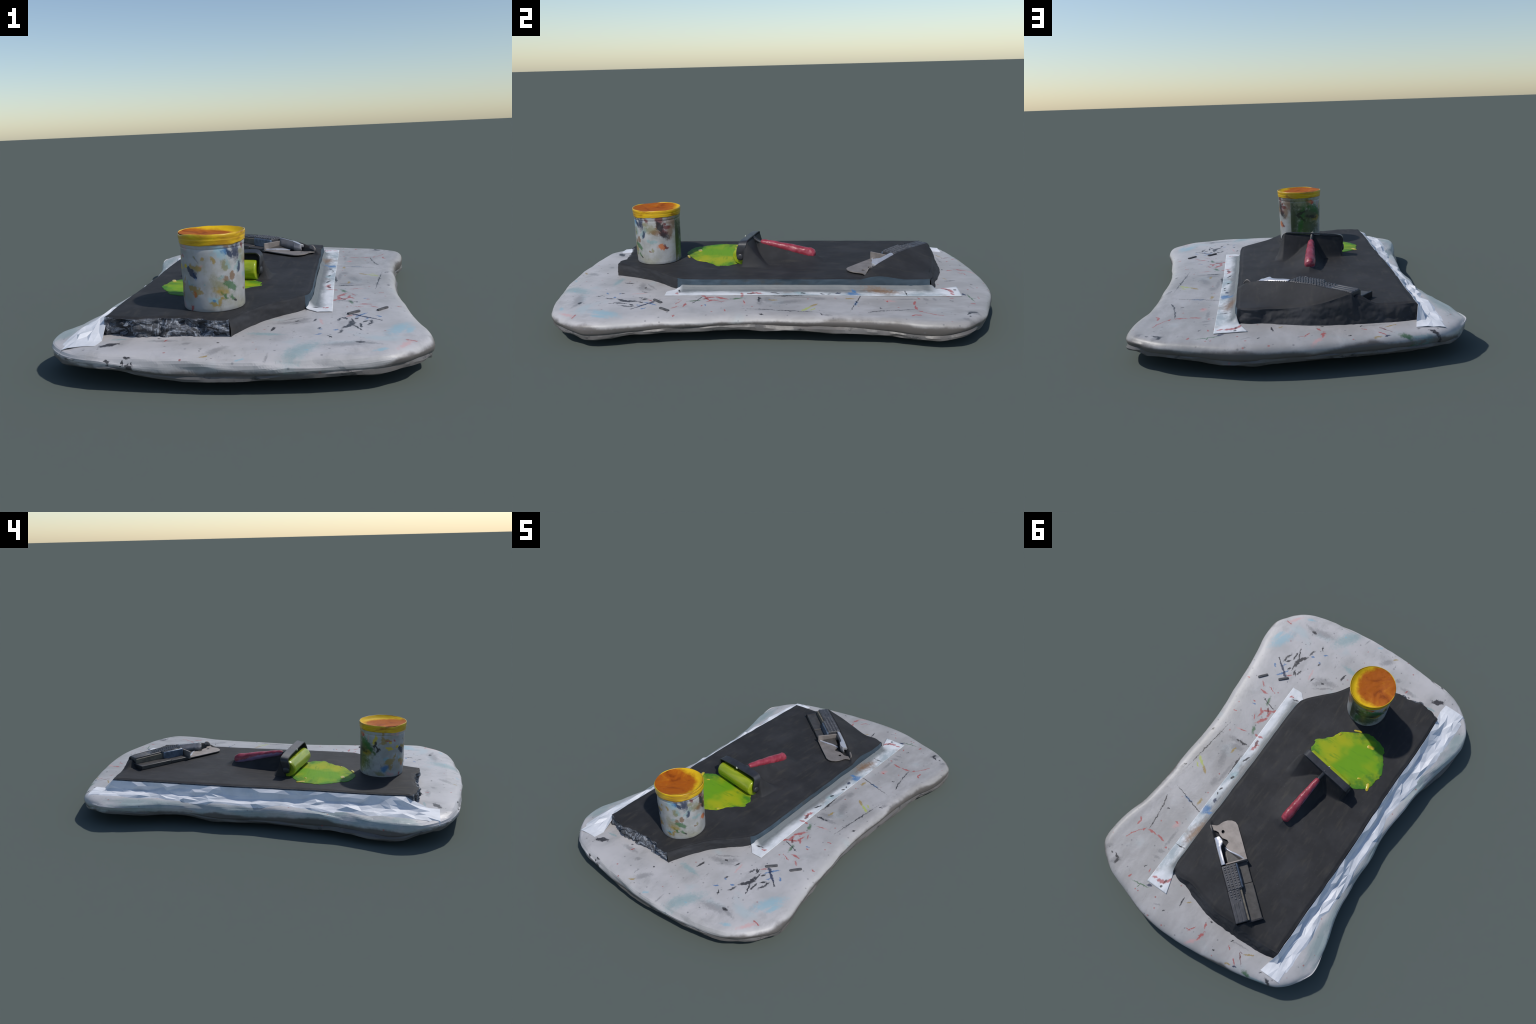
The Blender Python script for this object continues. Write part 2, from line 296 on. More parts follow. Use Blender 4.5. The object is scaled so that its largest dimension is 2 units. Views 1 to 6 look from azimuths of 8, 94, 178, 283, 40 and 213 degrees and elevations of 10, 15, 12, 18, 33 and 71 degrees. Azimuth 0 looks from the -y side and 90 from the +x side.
# paint marks round the pot: colour, bearing (degrees), height, tilt (degrees), half length and half width (mm), softness
POT_MARKS = [
    ('navy', -121, 0.315, -46, 17, 6.4, 0.4), ('blue', -115, 0.303, -84, 9, 2.1, 0.4), ('cyan', -127, 0.33, -67, 8, 2.1, 0.6),
    ('ochre', -136, 0.332, 21, 5, 3.9, 0.6), ('ochre', -123, 0.339, -85, 6, 3.2, 0.6), ('ochre', -109, 0.328, 16, 12, 4.3, 0.6),
    ('ochre', -117, 0.331, 138, 14, 3.2, 0.8), ('ochre', -116, 0.253, -15, 24, 7.5, 0.4), ('orange', -115, 0.237, -83, 9, 4.3, 0.5),
    ('ochre', -111, 0.242, 49, 10, 5.3, 0.5), ('cyan', -129, 0.272, -80, 8, 2.4, 0.6), ('teal', -123, 0.268, 13, 11, 2.1, 0.6),
    ('ochre', -98, 0.362, 0, 5, 2.4, 0.5), ('ochre', -78, 0.356, -72, 8, 3.2, 0.5), ('olive', -113, 0.367, -62, 4, 2.1, 0.7),
    ('smoke', -109, 0.356, -59, 9, 1.7, 0.9), ('pink', -101, 0.336, 14, 6, 2.4, 0.9), ('blue', -57, 0.386, -56, 10, 6.4, 0.8),
    ('navy', -49, 0.376, -54, 13, 6.4, 0.5), ('navy', -36, 0.374, -70, 19, 6.4, 0.7), ('navy', -33, 0.386, -101, 17, 6.4, 0.9),
    ('brown', -56, 0.405, -31, 9, 5.3, 0.8), ('cyan', -65, 0.384, -33, 22, 12.8, 1), ('olive', -22, 0.376, 5, 13, 6.4, 0.9),
    ('olive', -59, 0.339, -79, 12, 5.3, 0.7), ('teal', -53, 0.338, -48, 9, 6.4, 0.8), ('teal', -30, 0.333, 45, 16, 5.3, 0.7),
    ('teal', -29, 0.323, 61, 14, 2.6, 0.7), ('brown', -44, 0.297, -89, 13, 5.9, 0.4), ('brown', -57, 0.289, -66, 7, 5.3, 0.7),
    ('green', -48, 0.265, -31, 19, 7.5, 0.4), ('green', -59, 0.232, -49, 12, 3.2, 0.6), ('green', -44, 0.222, -47, 8, 3.9, 0.7),
    ('black', -39, 0.213, -39, 5, 1.7, 0.6), ('olive', -65, 0.267, -41, 24, 12.8, 1), ('ochre', -68, 0.248, -22, 16, 6.4, 1),
    ('ochre', -80, 0.207, -12, 12, 2.6, 0.6), ('ochre', -68, 0.215, 65, 13, 3.2, 0.8), ('cyan', -80, 0.218, -10, 14, 6.4, 0.8),
    ('blue', -80, 0.217, -31, 4, 2.1, 0.6), ('red', -125, 0.19, 54, 7, 2.1, 0.5), ('pink', -151, 0.4, -25, 9, 2.4, 0.7),
    ('red', -161, 0.366, -9, 11, 1.7, 0.6), ('darkred', -18, 0.398, -50, 5, 2.4, 0.6), ('olive', -78, 0.265, -15, 4, 1.5, 0.7),
    ('teal', -96, 0.271, -46, 3, 2.4, 0.8), ('teal', -65, 0.297, 20, 9, 2.6, 0.9), ('olive', -61, 0.223, -177, 8, 3.2, 1),
    ('navy', -47, 0.377, -54, 10, 4.4, 0.7), ('navy', -34, 0.375, -86, 19, 7.3, 0.8), ('darkred', -16, 0.398, -56, 8, 4.9, 0.7),
    ('darkred', 17, 0.397, -65, 17, 10.9, 0.6), ('black', 17, 0.365, -68, 20, 9.7, 0.4), ('darkred', 30, 0.379, -67, 6, 4.4, 0.6),
    ('darkred', 32, 0.361, -3, 17, 4.9, 0.5), ('darkred', 25, 0.337, -28, 14, 10.9, 0.7), ('black', 27, 0.323, -33, 18, 9.7, 1),
    ('brown', 10, 0.371, 68, 11, 4.9, 0.7), ('olive', -4, 0.351, -4, 24, 10.9, 0.9), ('brown', 10, 0.337, -3, 20, 8.5, 0.9),
    ('teal', -23, 0.346, 35, 14, 6.1, 0.8), ('navy', -27, 0.326, 76, 14, 4.9, 0.8), ('brown', 44, 0.338, 77, 25, 10.9, 1),
    ('teal', -1, 0.29, 0, 13, 4.9, 0.8), ('teal', -14, 0.295, -65, 6, 4.9, 0.8), ('orange', 20, 0.263, -32, 14, 8.5, 0.5),
    ('darkred', 29, 0.262, -84, 10, 3.2, 0.5), ('darkred', 32, 0.254, 13, 8, 2.7, 0.5), ('brown', -10, 0.242, -80, 4, 2.9, 0.6),
    ('olive', -4, 0.25, -89, 9, 3.2, 0.7), ('olive', -20, 0.375, -41, 8, 6.1, 0.9), ('olive', 68, 0.299, -95, 107, 7.3, 1),
    ('green', 88, 0.266, -100, 72, 8.5, 1), ('brown', 55, 0.381, -42, 32, 17, 1), ('olive', 86, 0.383, -10, 47, 27.6, 1),
    ('deep', 65, 0.299, -84, 65, 25.5, 0.8), ('deep', 105, 0.322, -4, 70, 25.5, 0.8), ('deep', 105, 0.257, -10, 53, 27.6, 0.8),
    ('green', 128, 0.354, -22, 31, 9.6, 0.9), ('orange', 120, 0.391, -6, 12, 6.4, 0.6), ('red', 125, 0.388, -80, 9, 3.2, 0.5),
    ('black', 90, 0.332, 19, 23, 4.2, 0.6), ('black', 87, 0.309, -40, 21, 4.2, 0.6), ('black', 122, 0.31, -9, 25, 4.2, 0.6),
    ('ochre', 140, 0.298, 10, 18, 7.4, 0.9), ('teal', 141, 0.355, 58, 16, 6.4, 0.8), ('green', 144, 0.339, -48, 31, 8, 0.6),
    ('teal', 137, 0.351, -56, 20, 9.3, 0.8), ('deep', 150, 0.32, -60, 13, 4.8, 0.5), ('olive', 130, 0.298, 6, 39, 17.3, 0.9),
    ('deep', 110, 0.274, -80, 54, 8, 0.9), ('olive', 134, 0.269, -46, 15, 8, 1), ('brown', 109, 0.386, -74, 18, 6.6, 0.8),
    ('yellow', 163, 0.37, 75, 18, 5.3, 0.4), ('black', 163, 0.343, 69, 13, 4, 0.4), ('black', 169, 0.333, -42, 15, 3.2, 0.4),
    ('black', 172, 0.318, -117, 10, 2.9, 0.4), ('ochre', -176, 0.418, -85, 14, 4.5, 0.5), ('ochre', -176, 0.377, -83, 9, 4, 0.7),
    ('ochre', -169, 0.373, -1, 13, 4, 0.7), ('ochre', -174, 0.359, 22, 13, 4, 0.7), ('yellow', -158, 0.329, -11, 13, 3.7, 0.5),
    ('red', -146, 0.37, -45, 6, 2.7, 0.6), ('pink', -136, 0.402, -71, 9, 4, 0.7), ('yellow', -135, 0.333, 32, 7, 4, 0.6),
    ('cyan', -166, 0.273, 2, 12, 4.8, 0.6), ('ochre', -156, 0.26, 19, 16, 9.3, 0.7), ('ochre', -155, 0.237, -81, 15, 5.3, 0.6),
    ('blue', -168, 0.226, 27, 14, 8, 0.9), ('teal', -171, 0.214, 17, 14, 6.6, 0.9), ('olive', -180, 0.194, -8, 18, 5.3, 0.7),
    ('pink', -156, 0.195, -13, 14, 5.3, 0.8), ('pink', 145, 0.37, 81, 11, 3.5, 0.8), ('yellow', -157, 0.357, -88, 5, 3.2, 0.6),
    ('ochre', -142, 0.289, 56, 12, 2.4, 0.6),
]
STICK_A = (0.406, -0.472, 0.365, -0.513)
STICK_B = (0.509, -0.421, 0.472, -0.465)

# ------------------------------------------------------------------ materials of the things
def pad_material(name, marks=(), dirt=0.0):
    n = Nodes(name, rough=0.42, spec=0.35)
    soft = n.noise(5, 4).outputs["Fac"]
    c = n.mix(n.ramp(soft, 0.35, 0.7), (0.485, 0.468, 0.475), (0.395, 0.385, 0.387))
    grime = n.noise(9, 6, 0.65, stretch=(1.4, 0.8, 1)).outputs["Fac"]
    c = n.mix(n.ramp(grime, 0.48, 0.74, 0, 0.45), c, (0.25, 0.245, 0.245))
    tint = n.noise(4.5, 3, stretch=(1, 1.5, 1)).outputs["Fac"]
    c = n.mix(n.ramp(tint, 0.60, 0.78, 0, 0.28), c, (0.30, 0.50, 0.55))
    # smudges mixed with baked-in shade, darker toward +x and the +y end
    sep = n.add("ShaderNodeSeparateXYZ")
    n.put(sep.inputs[0], n.pos)
    side = n.ramp(sep.outputs["X"], 0.15, 0.45)
    far = n.ramp(sep.outputs["Y"], -0.45, 0.1)
    end = n.math("MULTIPLY", n.ramp(sep.outputs["Y"], 0.55, 0.80, 0, 0.75), n.ramp(sep.outputs["X"], -0.45, -0.2))
    smear = n.ramp(n.noise(6, 5, 0.6, stretch=(1.6, 0.7, 1)).outputs["Fac"], 0.30, 0.62, 0.30, 1.0)
    c = n.mix(n.math("MULTIPLY", n.math("MAXIMUM", n.math("MULTIPLY", side, far), end), smear), c, (0.295, 0.285, 0.28))
    green = n.math("MULTIPLY", n.ramp(sep.outputs["X"], -0.56, -0.515, 1, 0), n.ramp(n.noise(7, 5, 0.65, stretch=(1, 0.5, 1)).outputs["Fac"], 0.42, 0.62, 0, 0.65))
    c = n.mix(green, c, (0.20, 0.29, 0.29))
    # brown shade baked into the original's flank, painted in; higher toward +x and +y
    shift = n.math("MAXIMUM", n.ramp(sep.outputs["X"], 0.40, 0.56, 0, 0.020), n.ramp(sep.outputs["Y"], 0.80, 0.94, 0, 0.020))
    edge_z = n.math("SUBTRACT", n.math("ADD", sep.outputs["Z"], n.ramp(n.noise(5, 6, 0.6).outputs["Fac"], 0.25, 0.75, -0.016, 0.016, False)), shift)
    c = n.mix(n.ramp(edge_z, 0.064, 0.080, 0.88, 0.0), c, (0.088, 0.077, 0.071))
    fleck = n.add("ShaderNodeTexVoronoi")
    fleck.inputs["Scale"].default_value = 42
    n.put(fleck.inputs["Vector"], n.pos)
    pick = n.add("ShaderNodeSeparateColor")
    n.put(pick.inputs[0], fleck.outputs["Color"])
    dot = n.math("MULTIPLY", n.ramp(fleck.outputs["Distance"], 0.10, 0.24, 1, 0), n.ramp(pick.outputs[0], 0.80, 0.84))
    c = n.mix(n.math("MULTIPLY", dot, 0.6), c, (0.14, 0.14, 0.15))
    dot2 = n.math("MULTIPLY", n.ramp(fleck.outputs["Distance"], 0.12, 0.26, 1, 0), n.ramp(pick.outputs[1], 0.955, 0.965))
    c = n.mix(n.math("MULTIPLY", dot2, 0.6), c, (0.34, 0.06, 0.05))
    scrape = n.noise(38, 5, 0.72, distort=1.2, stretch=(1.6, 0.6, 1)).outputs["Fac"]
    where = n.ramp(n.noise(3.5, 3).outputs["Fac"], 0.46, 0.62)
    c = n.mix(n.math("MULTIPLY", n.math("MULTIPLY", n.ramp(scrape, 0.62, 0.70), where), 0.55), c, (0.17, 0.165, 0.165))
    if marks:
        wob = n.noise(60, 4, 0.7)
        off = n.add("ShaderNodeVectorMath", operation="MULTIPLY_ADD")
        n.put(off.inputs[0], wob.outputs["Color"])
        off.inputs[1].default_value = (0.024, 0.024, 0)
        off.inputs[2].default_value = (-0.012, -0.012, 0)
        add = n.add("ShaderNodeVectorMath", operation="ADD")
        n.put(add.inputs[0], n.pos)
        n.put(add.inputs[1], off.outputs[0])
        flat = n.add("ShaderNodeVectorMath", operation="MULTIPLY")
        n.put(flat.inputs[0], add.outputs[0])
        flat.inputs[1].default_value = (1, 1, 0)
        rag = n.ramp(n.noise(70, 6, 0.75).outputs["Fac"], 0.25, 0.75, -0.75, 0.75, False)
        c = n.marks(flat.outputs[0], marks, c, rag)
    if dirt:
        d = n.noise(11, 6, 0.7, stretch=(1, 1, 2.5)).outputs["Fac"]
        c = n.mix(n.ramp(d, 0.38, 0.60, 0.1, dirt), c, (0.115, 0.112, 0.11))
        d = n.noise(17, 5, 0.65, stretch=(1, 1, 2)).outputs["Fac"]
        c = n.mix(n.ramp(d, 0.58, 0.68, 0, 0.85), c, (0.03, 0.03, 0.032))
    n.bump(n.noise(70, 5).outputs["Fac"], 0.15, 0.004)
    return n.done(c)

def tape_material(name, stain):
    n = Nodes(name, rough=0.5, spec=0.3)
    c = n.mix(n.ramp(n.noise(14, 4).outputs["Fac"], 0.35, 0.75), (0.74, 0.75, 0.79), (0.62, 0.635, 0.67)) if not stain else n.mix(n.ramp(n.noise(14, 4).outputs["Fac"], 0.35, 0.75), (0.66, 0.67, 0.70), (0.50, 0.53, 0.55))
    if stain:
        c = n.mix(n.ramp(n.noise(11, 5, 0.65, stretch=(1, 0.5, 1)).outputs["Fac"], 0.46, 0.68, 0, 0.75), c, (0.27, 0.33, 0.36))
        c = n.mix(n.ramp(n.noise(8, 4, stretch=(1, 0.8, 1)).outputs["Fac"], 0.60, 0.70, 0, 0.5), c, (0.22, 0.17, 0.13))
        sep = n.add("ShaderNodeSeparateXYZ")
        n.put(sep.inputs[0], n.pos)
        # the original's baked shade along the stone's foot, painted dark
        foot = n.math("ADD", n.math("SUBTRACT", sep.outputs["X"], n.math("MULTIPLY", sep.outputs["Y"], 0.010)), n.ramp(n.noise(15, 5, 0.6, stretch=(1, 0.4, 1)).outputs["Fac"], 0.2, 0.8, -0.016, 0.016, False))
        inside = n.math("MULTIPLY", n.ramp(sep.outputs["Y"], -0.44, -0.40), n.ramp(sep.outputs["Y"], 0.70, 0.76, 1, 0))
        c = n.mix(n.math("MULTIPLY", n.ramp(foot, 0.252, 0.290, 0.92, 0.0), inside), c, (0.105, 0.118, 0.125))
        wob = n.noise(55, 3)
        add = n.add("ShaderNodeVectorMath", operation="MULTIPLY_ADD")
        n.put(add.inputs[0], wob.outputs["Color"])
        add.inputs[1].default_value = (0.012, 0.012, 0)
        n.put(add.inputs[2], n.pos)
        flat = n.add("ShaderNodeVectorMath", operation="MULTIPLY_ADD")
        n.put(flat.inputs[0], add.outputs[0])
        flat.inputs[1].default_value = (1, 1, 0)
        flat.inputs[2].default_value = (-0.006, -0.006, 0)
        rag = n.ramp(n.noise(90, 5, 0.7).outputs["Fac"], 0.25, 0.75, -0.45, 0.75, False)
        c = n.marks(flat.outputs[0], TAPE_MARKS, c, rag)
    else:
        c = n.mix(n.ramp(n.noise(6, 4).outputs["Fac"], 0.60, 0.75, 0, 0.35), c, (0.42, 0.58, 0.70))
        n2 = n.noise(34, 5, 0.7).outputs["Fac"]
        c = n.mix(n.ramp(n2, 0.70, 0.76, 0, 0.6), c, (0.16, 0.16, 0.17))
    n.bump(n.noise(120, 4).outputs["Fac"], 0.1, 0.003)
    return n.done(c)

def slate_material(name, tone=(0.0235, 0.0235, 0.0255), dusty=0.5):
    n = Nodes(name, rough=0.68, spec=0.2)
    c = n.mix(n.ramp(n.noise(7, 5, 0.6).outputs["Fac"], 0.4, 0.72), tone, tuple(t * 1.5 for t in tone))
    streak = n.noise(16, 5, 0.6, stretch=(2.2, 0.5, 1)).outputs["Fac"]
    c = n.mix(n.ramp(streak, 0.50, 0.75, 0, dusty), c, (0.060, 0.055, 0.047))
    c = n.mix(n.ramp(n.noise(150, 2).outputs["Fac"], 0.68, 0.76, 0, 0.25), c, (0.12, 0.12, 0.12))
    n.bump(n.noise(60, 5, 0.65).outputs["Fac"], 0.2, 0.004)
    return n.done(c)

def broken_stone_material():
    n = Nodes("broken_stone", rough=0.55, spec=0.45)
    a = n.noise(13, 7, 0.7, distort=0.9).outputs["Fac"]
    c = n.mix(n.ramp(a, 0.40, 0.62), (0.028, 0.029, 0.034), (0.10, 0.11, 0.13))
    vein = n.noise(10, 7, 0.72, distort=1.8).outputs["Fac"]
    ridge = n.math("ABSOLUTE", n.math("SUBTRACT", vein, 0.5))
    c = n.mix(n.ramp(ridge, 0.0, 0.045, 0.85, 0), c, (0.34, 0.37, 0.43))
    b = n.noise(6.5, 4).outputs["Fac"]
    c = n.mix(n.ramp(b, 0.48, 0.62, 0, 0.75), c, (0.018, 0.018, 0.021))
    n.bump(n.noise(80, 6, 0.7).outputs["Fac"], 0.6, 0.008)
    return n.done(c)

def pot_material(name, marks):
    n = Nodes(name, rough=0.35, spec=0.4)
    sep = n.add("ShaderNodeSeparateXYZ")
    n.put(sep.inputs[0], n.pos)
    turn = math.radians(120)
    xr = n.math("SUBTRACT", n.math("MULTIPLY", sep.outputs["X"], math.cos(turn)), n.math("MULTIPLY", sep.outputs["Y"], math.sin(turn)))
    yr = n.math("ADD", n.math("MULTIPLY", sep.outputs["X"], math.sin(turn)), n.math("MULTIPLY", sep.outputs["Y"], math.cos(turn)))
    u = n.math("MULTIPLY", n.math("ARCTAN2", yr, xr), POT_R)
    uv = n.add("ShaderNodeCombineXYZ")
    n.put(uv.inputs[0], u)
    n.put(uv.inputs[1], sep.outputs["Z"])
    wob = n.noise(48, 4, 0.7)
    off = n.add("ShaderNodeVectorMath", operation="MULTIPLY_ADD")
    n.put(off.inputs[0], wob.outputs["Color"])
    off.inputs[1].default_value = (0.026, 0.034, 0)
    n.put(off.inputs[2], uv.outputs[0])
    fix = n.add("ShaderNodeVectorMath", operation="ADD")
    n.put(fix.inputs[0], off.outputs[0])
    fix.inputs[1].default_value = (-0.013, -0.017, 0)
    c = n.mix(n.ramp(n.noise(18, 4).outputs["Fac"], 0.35, 0.7), (0.385, 0.39, 0.40), (0.29, 0.295, 0.285))
    c = n.mix(n.ramp(n.noise(13, 5, 0.65).outputs["Fac"], 0.50, 0.70, 0, 0.55), c, (0.27, 0.26, 0.17))
    c = n.mix(n.ramp(n.noise(26, 5, 0.7, stretch=(1, 1, 0.5)).outputs["Fac"], 0.60, 0.72, 0, 0.5), c, (0.17, 0.18, 0.16))
    rag = n.ramp(n.noise(60, 6, 0.75).outputs["Fac"], 0.25, 0.75, -0.75, 0.65, False)
    rows = []
    for col, bearing, z, tilt, hl, hw, soft in marks:
        t = (bearing + 120 + 180) % 360 - 180
        rows.append((col, math.radians(t) * POT_R, z - POT_Z, tilt, hl * 1.08, hw * 1.0, soft))
    c = n.marks(fix.outputs[0], rows, c, rag)
    n.bump(n.noise(60, 4).outputs["Fac"], 0.12, 0.003)
    return n.done(c)

def streaked(name, colours, scale, rough=0.35, coat=0.3, stretch=(1, 1, 1), distort=0.6, bump=0.2, yellow_side=False, spec=0.35):
    n = Nodes(name, rough=rough, coat=coat, spec=spec)
    f = n.noise(scale, 5, 0.6, distort=distort, stretch=stretch).outputs["Fac"]
    c = n.mix(n.ramp(f, 0.34, 0.52), colours[0], colours[1])
    c = n.mix(n.ramp(f, 0.52, 0.70), c, colours[2])
    if yellow_side:                                   # yellower ink up the side of the pot
        d = n.add("ShaderNodeMapping", vector_type="TEXTURE")
        n.put(d.inputs["Vector"], n.pos)
        d.inputs["Location"].default_value = (-0.026, -0.017, 0.25)
        d.inputs["Scale"].default_value = (0.112, 0.112, 3)
        ln = n.add("ShaderNodeVectorMath", operation="LENGTH")
        n.put(ln.inputs[0], d.outputs[0])
        r = n.math("ADD", ln.outputs["Value"], n.ramp(n.noise(20, 5).outputs["Fac"], 0.2, 0.8, -0.16, 0.16, False))
        c = n.mix(n.ramp(r, 0.88, 1.12, 0, 0.95), c, (0.68, 0.44, 0.012))
    n.bump(n.noise(scale * 4, 4).outputs["Fac"], bump, 0.004)
    return n.done(c)

def plain(name, colour, rough=0.5, metallic=0.0, vary=0.25, scale=40, coat=0.0, spec=0.35):
    n = Nodes(name, rough=rough, metallic=metallic, coat=coat, spec=spec)
    f = n.noise(scale, 4).outputs["Fac"]
    c = n.mix(n.ramp(f, 0.3, 0.7), tuple(x * (1 - vary) for x in colour), tuple(min(1, x * (1 + vary)) for x in colour))
    n.bump(n.noise(scale * 2.5, 3).outputs["Fac"], 0.1, 0.003)
    return n.done(c)

def share_out(items, low, high, most=30, level=0):
    """Split a rectangle until no cell is touched by more than `most` marks; items: (u, v, reach, row)."""
    inside = [t for t in items if low[0] - t[2] < t[0] < high[0] + t[2] and low[1] - t[2] < t[1] < high[1] + t[2]]
    if len(inside) <= most or level > 6:
        return [(low, high, [t[3] for t in inside])]
    k = 0 if high[0] - low[0] > high[1] - low[1] else 1
    core = sorted(t[k] for t in inside if low[k] < t[k] < high[k]) or [0.5 * (low[k] + high[k])]
    cut = core[len(core) // 2] + 0.001
    a, b = list(high), list(low)
    a[k] = b[k] = cut
    return share_out(inside, low, a, most, level + 1) + share_out(inside, b, high, most, level + 1)

def dress(o, cells, make, where):
    """Give every face the material of the cell that it lies in."""
    me = o.data
    me.materials.clear()
    for i, (low, high, rows) in enumerate(cells):
        me.materials.append(make(rows, i))
    base = np.array(o.parent.location)
    for p in me.polygons:
        u, v = where(np.array(p.center) + base)
        for i, (low, high, _) in enumerate(cells):
            if low[0] <= u < high[0] and low[1] <= v < high[1]:
                p.material_index = i
                break

# ------------------------------------------------------------------ heights shared by the things
def board_top(x, y):
    """Upper face of the pad, flat apart from a faint sag."""
    return 0.117 - 0.0085 * smooth(-0.1, 0.6, np.asarray(y)) * smooth(0.05, 0.5, np.asarray(x)) + 0.0015 * vnoise(np.asarray(x) * 3, np.asarray(y) * 3, 1, 4)

def line_place(x, y, p, q):
    d = np.subtract(q, p)
    L = np.hypot(*d)
    a = ((x - p[0]) * d[0] + (y - p[1]) * d[1]) / L
    b = (-(x - p[0]) * d[1] + (y - p[1]) * d[0]) / L
    return a / L, b, L

# ink roller
BAR_L, BAR_R = (-0.268, -0.102), (0.006, -0.146)
GRIP_A, GRIP_B = (-0.117, -0.064), (-0.083, 0.205)
# scraper frame: origin at the foot of its steel wall, a runs along the grip
TOOL_O = np.array([0.0, 0.525])
TOOL_A = np.array([-0.766, 0.643])
TOOL_B = np.array([0.643, 0.766])

def slab_plane(x, y):
    return 0.1730 - 0.0035 * np.asarray(y, float) - 0.018 * np.asarray(x, float)

def slab_top(x, y):
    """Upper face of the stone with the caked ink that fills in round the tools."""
    x, y = np.asarray(x, float), np.asarray(y, float)
    z = slab_plane(x, y) + 0.0010 * fbm(x * 9, y * 9, 0, 31)
    a, b, L = line_place(x, y, GRIP_A, GRIP_B)          # b>0 lies toward -x
    reach = np.where(b > 0, 0.062, 0.130)
    lift = (0.068 * (1 - np.clip(a, 0, 1)) + 0.022) * smooth(-0.25, 0.0, a) * (1 - smooth(0.98, 1.18, a))
    heap = lift * np.clip(1 - np.abs(b) / reach, 0, 1) ** 1.45
    a, b, L = line_place(x, y, BAR_L, BAR_R)            # b>0 lies toward +y
    wide = 0.035 + 0.075 * np.clip(a, 0, 1)
    skirt = (0.094 + 0.020 * np.clip(a, 0, 1)) * np.clip(1 - (b - 0.020) / wide, 0, 1) ** 1.5
    skirt = skirt * smooth(-0.006, 0.010, b) * smooth(-0.03, 0.01, a) * (1 - smooth(0.99, 1.16, a))
    heap = np.maximum(heap, skirt)
    ta = (x - TOOL_O[0]) * TOOL_A[0] + (y - TOOL_O[1]) * TOOL_A[1]
    tb = (x - TOOL_O[0]) * TOOL_B[0] + (y - TOOL_O[1]) * TOOL_B[1]
    tall = np.interp(ta, [-0.26, -0.20, -0.13, 0.0, 0.12, 0.3, 0.36], [0, 0.032, 0.046, 0.060, 0.061, 0.052, 0.0])
    bank = tall * np.clip(1 - (tb - 0.066) / 0.15, 0, 1) ** 1.35 * smooth(0.050, 0.066, tb)
    end = 0.040 * np.clip(1 - (ta - 0.30) / 0.08, 0, 1) * smooth(0.295, 0.305, ta) * smooth(-0.02, 0.03, tb) * (1 - smooth(0.1, 0.2, tb))
    heap = np.maximum(heap, np.maximum(bank, end))  # added mounds: gaps the scan filled in, no real material
    return z + heap

# ================================================================== the board
board = thing("padded_board", (0, 0, 0), "white padded hourglass work board spattered with paint", "work board")

OUTLINE = [(0.536, -0.908), (0.444, -0.952), (0.282, -0.981), (0.106, -0.995), (-0.08, -0.990), (-0.264, -0.979),
           (-0.411, -0.962), (-0.521, -0.917), (-0.600, -0.842), (-0.645, -0.735), (-0.637, -0.615), (-0.592, -0.421),
           (-0.569, -0.26), (-0.555, -0.09), (-0.556, 0.08), (-0.558, 0.215), (-0.560, 0.316), (-0.575, 0.438),
           (-0.608, 0.591), (-0.628, 0.719), (-0.607, 0.787), (-0.556, 0.860), (-0.492, 0.907), (-0.387, 0.937),
           (-0.237, 0.966), (-0.081, 0.987), (0.089, 0.998), (0.246, 0.985), (0.373, 0.947), (0.503, 0.904),
           (0.600, 0.841), (0.645, 0.783), (0.650, 0.702), (0.632, 0.591), (0.604, 0.489), (0.589, 0.349), (0.582, 0.20),
           (0.573, 0.05), (0.569, -0.086), (0.580, -0.234), (0.595, -0.386), (0.616, -0.555), (0.637, -0.667),
           (0.636, -0.775), (0.589, -0.852)]
# how high the underside starts at the rim, read round the board
LIP = np.array([(-0.60, -0.85, 0.066), (0.58, -0.88, 0.058), (-0.10, -0.985, 0.042), (0.61, -0.83, 0.055), (0.638, -0.72, 0.043),
                (0.578, -0.20, 0.057), (0.575, 0.10, 0.055), (0.65, 0.64, 0.038), (0.59, 0.85, 0.062), (0.57, 0.87, 0.053), (0.25, 0.98, 0.044),
                (-0.53, 0.885, 0.048), (0.0, 0.97, 0.052), (-0.615, -0.635, 0.029), (-0.61, 0.75, 0.066), (-0.46, -0.945, 0.070),
                (-0.557, 0.13, 0.030), (-0.57, 0.42, 0.050), (-0.56, -0.20, 0.029)])
N = 720
edge = spline(OUTLINE, N, closed=True)
arc = np.arange(N) / N * 5.2
tang = np.roll(edge, -3, 0) - np.roll(edge, 3, 0)
tang /= np.linalg.norm(tang, axis=1)[:, None]
out2 = np.stack([-tang[:, 1], tang[:, 0]], 1)
if np.sum(out2 * edge) < 0:
    out2 = -out2
w = 1 / (np.hypot(edge[:, None, 0] - LIP[None, :, 0], edge[:, None, 1] - LIP[None, :, 1]) ** 2.5 + 1e-5)
lip = (w * LIP[None, :, 2]).sum(1) / w.sum(1)
centre = np.stack([0.02 + 0 * edge[:, 0], 0.62 * edge[:, 1]], 1)
inward = centre - edge
depth = np.linalg.norm(inward, axis=1)

def inset(d):
    """Ring d metres in from the outline (straight offset first, then to the spine)."""
    near = -out2 * d
    t = np.clip(d / depth, 0, 1)
    far = inward * t[:, None]
    m = float(smooth(0.04, 0.16, d))
    return edge + near * (1 - m) + far * m

